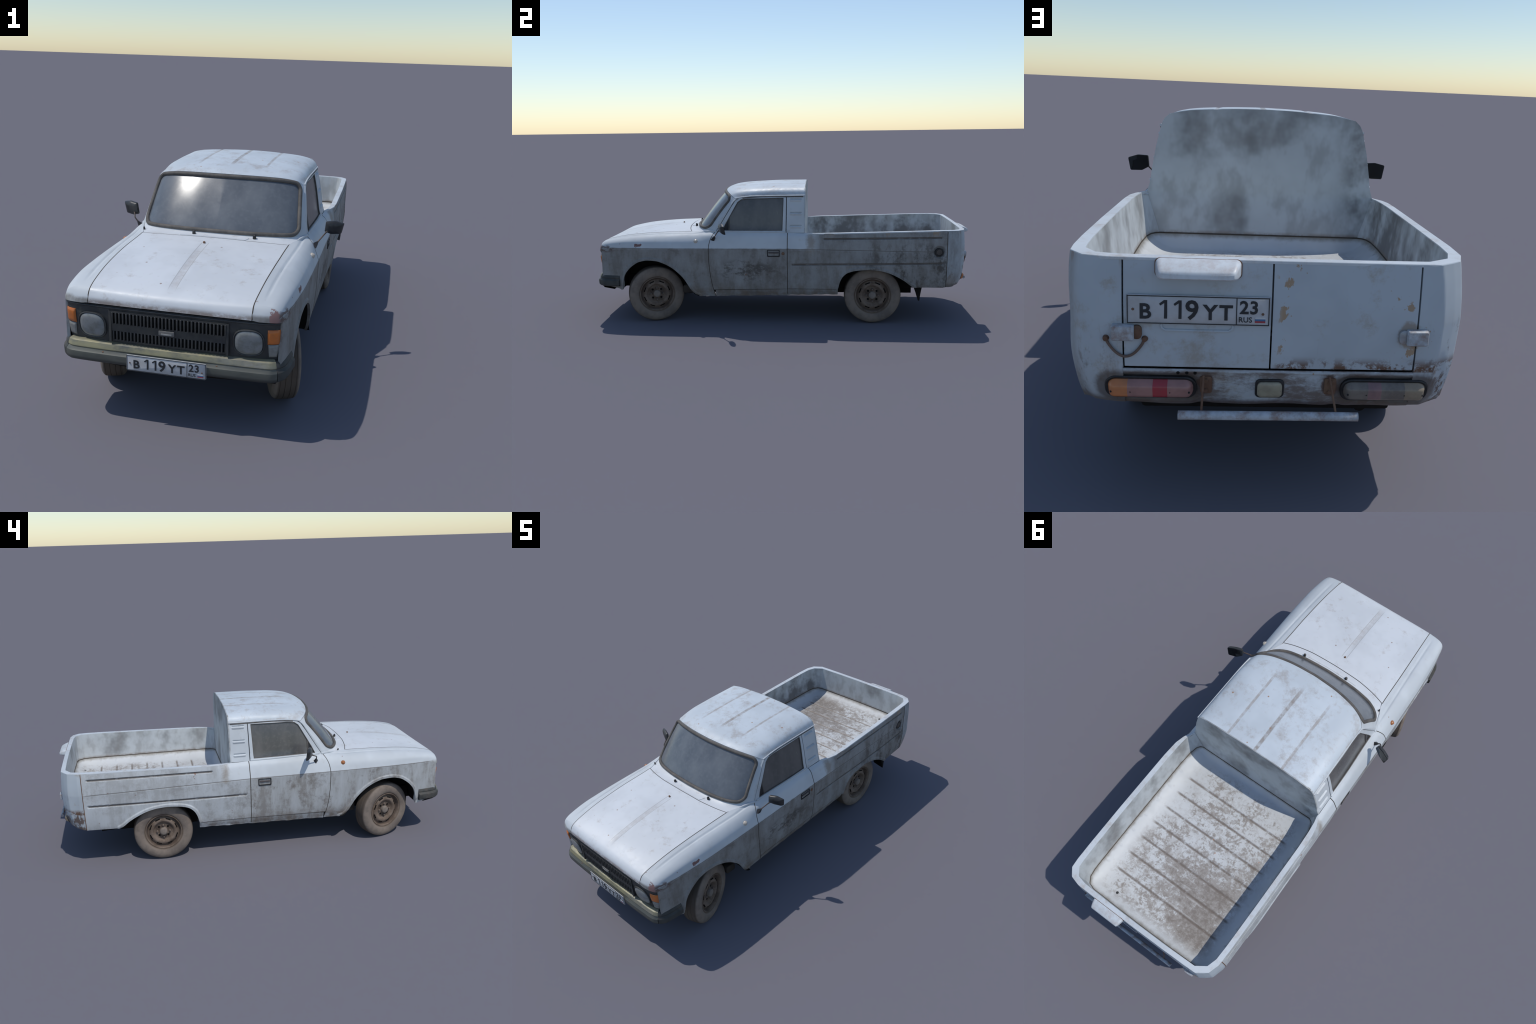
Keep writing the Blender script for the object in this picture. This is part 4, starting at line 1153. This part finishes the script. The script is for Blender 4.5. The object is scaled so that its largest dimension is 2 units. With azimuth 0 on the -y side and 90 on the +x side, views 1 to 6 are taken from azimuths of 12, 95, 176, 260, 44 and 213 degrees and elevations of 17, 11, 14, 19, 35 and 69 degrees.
# clasps across the outer gaps
for s, g in ((1, gate_l), (-1, gate_r)):
    p, U, Vz, D = tail_frame(s * .262, .3625); U2 = U * s
    pillow("gate_clasp", rounded_loop(.040, .029, .003, 3), p - U2 * .004, U, Vz, D, [(0, 0), (.011, 0), (.0135, .002)], PIPE, g)
    pillow("clasp_eye", rounded_loop(.018, .026, .008, 5), p + U2 * .020, U, Vz, D, [(0, 0), (.005, 0), (.007, .003)], RUSTY if s == 1 else CHROME, g)
# hanging loop of cable
pts = []
for k in range(17):
    t = k / 16; x = lerp(.297, .228, t); z = .349 - .034 * math.sin(t * math.pi) ** .8 - .0 ; q, U, Vz, D = tail_frame(x, z); pts.append(q + D * .004)
tube("hanging_cable", pts, .0026, simple("old_cable", (0.17, 0.115, 0.09), .7), gate_l, n=8)
for q in (pts[0], pts[-1]): tube("cable_knob", [q - np.array((0, .004, 0)), q + np.array((0, .003, 0))], [.006, .0045], RUSTY, gate_l, n=10)

# =====================================================================
#  door furniture, repeaters, mirrors
# =====================================================================
for s, d in ((1, doors[0]), (-1, doors[1])):
    ts_, xs_, zs_ = sec(-.03); xh = float(np.interp(.380, zs_, xs_))
    yc = -.0295
    base = (s * (xh - .0005), yc, .3805); U = (0, s * 1.0, 0)
    pillow("door_handle", rounded_loop(.066, .037, .004, 4), base, U, (0, 0, 1), (s, 0, 0), [(-.002, 0), (.003, 0), (.004, .0015), (.004, .004), (-.006, .006)], BLACK, d)
    box("handle_grip", (s * (xh + .0018), yc, .3840), (.006, .052, .0075), simple("handle_grip_metal", (0.10, 0.085, 0.085), .5), d, .002, 2)
    if s == 1:
        lathe_x("door_lock", [(xh - .001, .0085), (xh + .002, .008), (xh + .003, .005), (xh + .003, .0001)], RUSTY, d, 16, offset=(0, .0205, .379))
    # side repeater lamp on the fender
    yq, zq = -.4405, .4405; ts_, xs_, zs_ = sec(yq); xq = float(np.interp(zq, zs_, xs_))
    D = np.array((s * .93, 0, .36)); U = np.array((0, 1., 0)); Vz = np.array((-s * .36, 0, .93))
    rp = pillow("side_repeater", [(.010 * math.cos(a), .010 * math.sin(a)) for a in np.linspace(0, 2*math.pi, 20, endpoint=False)], (s * xq, yq, zq), U, Vz, D, [(-.002, -.001), (.002, -.001), (.004, .0005), (.007, .003), (.010, .0065)], WHITE_DOT if s == 1 else ORANGE_DOT, fenders[0 if s == 1 else 1])

def mirror(s, d, rim, back, neck, elbow, base):
    """rim: outline of the glass side; back: tip of the domed shell"""
    rim = [np.array(p, float) for p in rim]; c = sum(rim) / len(rim); back = np.array(back, float)
    loop = []
    m = len(rim)
    for k in range(m):  # slightly rounded corners
        p, q, r = rim[k-1], rim[k], rim[(k+1) % m]
        for t in (.22, .07): loop.append(lerp(q, p, t))
        for t in (.07, .22): loop.append(lerp(q, r, t))
    n = len(loop); V, F = [], []
    for k, t in ((1, 0), (1.0, .28), (.90, .62), (.66, .88), (.34, 1.0)):
        for p in loop: V.append(c + (p - c) * k + (back - c) * t)
    V.append(back)
    for r in range(4):
        for q in range(n): F.append((r*n+q, r*n+(q+1) % n, (r+1)*n+(q+1) % n, (r+1)*n+q))
    for q in range(n): F.append((4*n+q, 4*n+(q+1) % n, len(V)-1))
    F.append(tuple(range(n))[::-1])
    mb = make("side_mirror", V, F, MIRROR_SHELL, None, 30); fix_normals(mb)
    nrm = (c - back) / np.linalg.norm(c - back); V, F = [], []
    for k, t in ((.93, -.001), (.93, .0018), (.5, .0024)):
        for p in loop: V.append(c + (p - c) * k + nrm * t)
    V.append(c + nrm * .0026)
    for r in range(2):
        for q in range(n): F.append((r*n+q, r*n+(q+1) % n, (r+1)*n+(q+1) % n, (r+1)*n+q))
    for q in range(n): F.append((2*n+q, 2*n+(q+1) % n, len(V)-1))
    mf = make("mirror_glass", V, F, MIRROR_FACE, mb, 30); fix_normals(mf)
    base = np.array(base, float); neck = np.array(neck, float)
    elbow = np.array(elbow, float)
    tube("mirror_arm", [base, lerp(base, elbow, .5), lerp(base, elbow, .9), lerp(elbow, neck, .12), lerp(elbow, neck, .6), neck, lerp(neck, c, .35)], [.004, .003, .0026, .0026, .0026, .0035, .004], ARM, mb, n=8)
    foot = tube("mirror_foot", [base - (elbow - base) * .30, base + (elbow - base) * .15, base + (elbow - base) * .55], [.0145, .0095, .0028], BLACK, mb, n=4)
mirror(1, doors[0], [(.386,-.299,.538),(.420,-.287,.541),(.453,-.277,.531),(.4435,-.269,.488),(.405,-.282,.487),(.382,-.297,.499)], (.413,-.307,.514), (.390,-.313,.501), (.372,-.330,.478), (.354,-.345,.455))
mirror(-1, doors[1], [(-.384,-.258,.543),(-.418,-.245,.547),(-.4505,-.231,.540),(-.442,-.226,.492),(-.405,-.245,.490),(-.375,-.263,.500)], (-.413,-.264,.518), (-.394,-.270,.504), (-.382,-.297,.491), (-.358,-.298,.461))

# =====================================================================
#  wheels
# =====================================================================
R = .1485
TYRE_PROF = [(.0345,.0905),(.0385,.094),(.0425,.102),(.0445,.113),(.0440,.124),(.0415,.134),(.0370,.1415),(.0315,.1460),(.0275,.1474),(.0262,.1460),(.0248,.1476),(.0105,.1484),(.0095,.1466),(.0080,.1485)]
TYRE_PROF = TYRE_PROF + [(-x, r) for x, r in TYRE_PROF[::-1]]
DISC = [(.034,.0925),(.0390,.0915),(.0390,.0885),(.036,.0868),(.030,.0845),(.0245,.0815),(.0225,.0785),(.0230,.0745),(.029,.070),(.0335,.063),(.0340,.057),(.031,.052),(.0235,.0475),(.0220,.044),(.0220,.020),(.0220,.0001)]
SLOTDARK = simple("wheel_slot_shadow", (0.012, 0.010, 0.009), .9, spec=.1)
def wheel(x, y, s, steer):
    e = bpy.data.objects.new("wheel", None); bpy.context.scene.collection.objects.link(e); e.parent = root
    e.location = (s * x, y, R); e.rotation_euler = (0, 0, steer + (0 if s == 1 else math.pi))
    lathe_x("tyre", TYRE_PROF, TYRE, e, 72)
    lathe_x("wheel_disc", DISC, WHEEL, e, 72)
    lathe_x("wheel_barrel", [(.028,.0900),(-.034,.0900),(-.032,.070),(-.01,.066),(-.008,.0001)], UNDER, e, 48)
    lathe_x("hub_cap", [(.020,.0195),(.035,.0190),(.0375,.017),(.039,.012),(.0395,.0001)], simple("hub_dust", (0.27, 0.225, 0.19), .8), e, 32)
    for k in range(8):  # dark plates set on the disc in place of cut slots
        a = math.radians(22.5 + 45 * k); c = np.array((.0303, .0685 * math.cos(a), .0685 * math.sin(a)))
        t = np.array((0, -math.sin(a), math.cos(a))); rr = np.array((-.0, math.cos(a), math.sin(a)))
        V = []
        tilt = np.array((-.62, 0, 0)) + rr * .78
        out = np.array((.78, 0, 0)) + rr * .62
        for dd in (-.002, .0012):
            for u, w in ((-.0125, -.0028), (.0125, -.0028), (.0125, .0028), (-.0125, .0028)): V.append(c + t*u + tilt*w + out*dd)
        sl = make("dark_slot_plate", V, [(0,1,2,3),(4,5,6,7),(0,1,5,4),(1,2,6,5),(2,3,7,6),(3,0,4,7)], SLOTDARK, e); fix_normals(sl)
    for k in range(4):
        a = math.radians(90 * k); c = np.array((.0215, .0315 * math.cos(a), .0315 * math.sin(a)))
        tube("wheel_nut", [c, c + np.array((.008, 0, 0)), c + np.array((.010, 0, 0))], [.0055, .0052, .0035], simple("nut_dust", (0.20, 0.155, 0.125), .7) if k == 0 else bpy.data.materials["nut_dust"], e, n=6)
    for k in range(4):  # dark raised discs in place of real holes between the nuts
        a = math.radians(45 + 90 * k); c = np.array((.0212, .0315 * math.cos(a), .0315 * math.sin(a)))
        tube("dark_hole_disc", [c, c + np.array((.0018, 0, 0))], [.006, .0058], SLOTDARK, e, n=10)
STEER = math.radians(19)
for s in (1, -1):
    wheel(.299 if s == 1 else .313, -.676 if s == 1 else -.672, s, STEER)
    wheel(.299 if s == 1 else .308, .488, s, 0)

# =====================================================================
#  underside: floor pan, wheel housings, axle, flap
# =====================================================================
under = box("floor_pan", (0, -.02, .205), (.50, 1.80, .07), UNDER, None, .01, 2)
for s in (1, -1):
    box("sill_box", (s * .285, -.06, .185), (.10, .70, .05), UNDER, under, .006, 1)
    box("tail_box", (s * .26, .800, .240), (.16, .19, .05), UNDER, under, .006, 1)
    box("front_box", (s * .25, -.910, .215), (.13, .07, .05), UNDER, under, .006, 1)
    for arch, nm in ((DARCH_F, "f"), (DARCH_R, "r")):
        sel = [q for q in arch if (-.846 < q[0] < -.43 if nm == "f" else .306 < q[0] < .705)][::4]
        P = np.array([[(s * x, y, z + .003 + .003 * (x < .34)) for x in (.367 if nm == "r" else lerp(.348, .366, float(smooth(-.86, -.7, y))), .33, .235)] for y, z in sel])
        panel("wheel_housing", P, UNDER, skirt=0, parent=under)
        cy = -.65 if nm == "f" else .50
        V = [(s * .235, y, z + .006) for y, z in sel]; V += [(s * .235, y, .14) for y, z in sel]; m = len(sel)
        F = [(q, q+1, m+q+1, m+q) for q in range(m - 1)]
        make("housing_wall", V, F, UNDER, under)
tube("rear_axle", [(-.30, .488, .1485), (.30, .488, .1485)], .022, UNDER, under, n=16)
tube("front_axle", [(-.28, -.667, .14), (.28, -.667, .14)], .016, UNDER, under, n=12)
tube("exhaust_pipe", [(-.16, -.5, .145), (-.17, .2, .14), (-.20, .62, .15), (-.205, .80, .14)], .014, UNDER, under, n=12)
FLAP = [(.688,.208),(.744,.206),(.738,.175),(.734,.150),(.731,.122),(.723,.126),(.718,.155),(.706,.186)]
V = [(x, y, z + (.012 if x < .3 and z < .14 else 0)) for x in (.283, .343) for y, z in FLAP]; k = len(FLAP)
mf = make("mud_flap", V, [tuple(range(k)), tuple(range(k, 2*k))] + [(i, (i+1) % k, k + (i+1) % k, k + i) for i in range(k)], UNDER, under); fix_normals(mf)
for s_ in (1, -1):
    box("splash_guard", (s_ * .268, -.500, .168), (.075, .055, .045), simple("dirty_guard", (0.055, 0.045, 0.037), .9) if s_ == 1 else bpy.data.materials["dirty_guard"], under, .008, 2)

# pieces that carry pieces of their own are parts of the truck itself
for ob in [o for p in root.children for o in p.children if o.children]: ob.parent = root
# the body sits a few millimetres off the middle of the mirrors
for ob in root.children:
    if not ob.name.startswith(("side_mirror", "wheel")): ob.location.x -= .0033
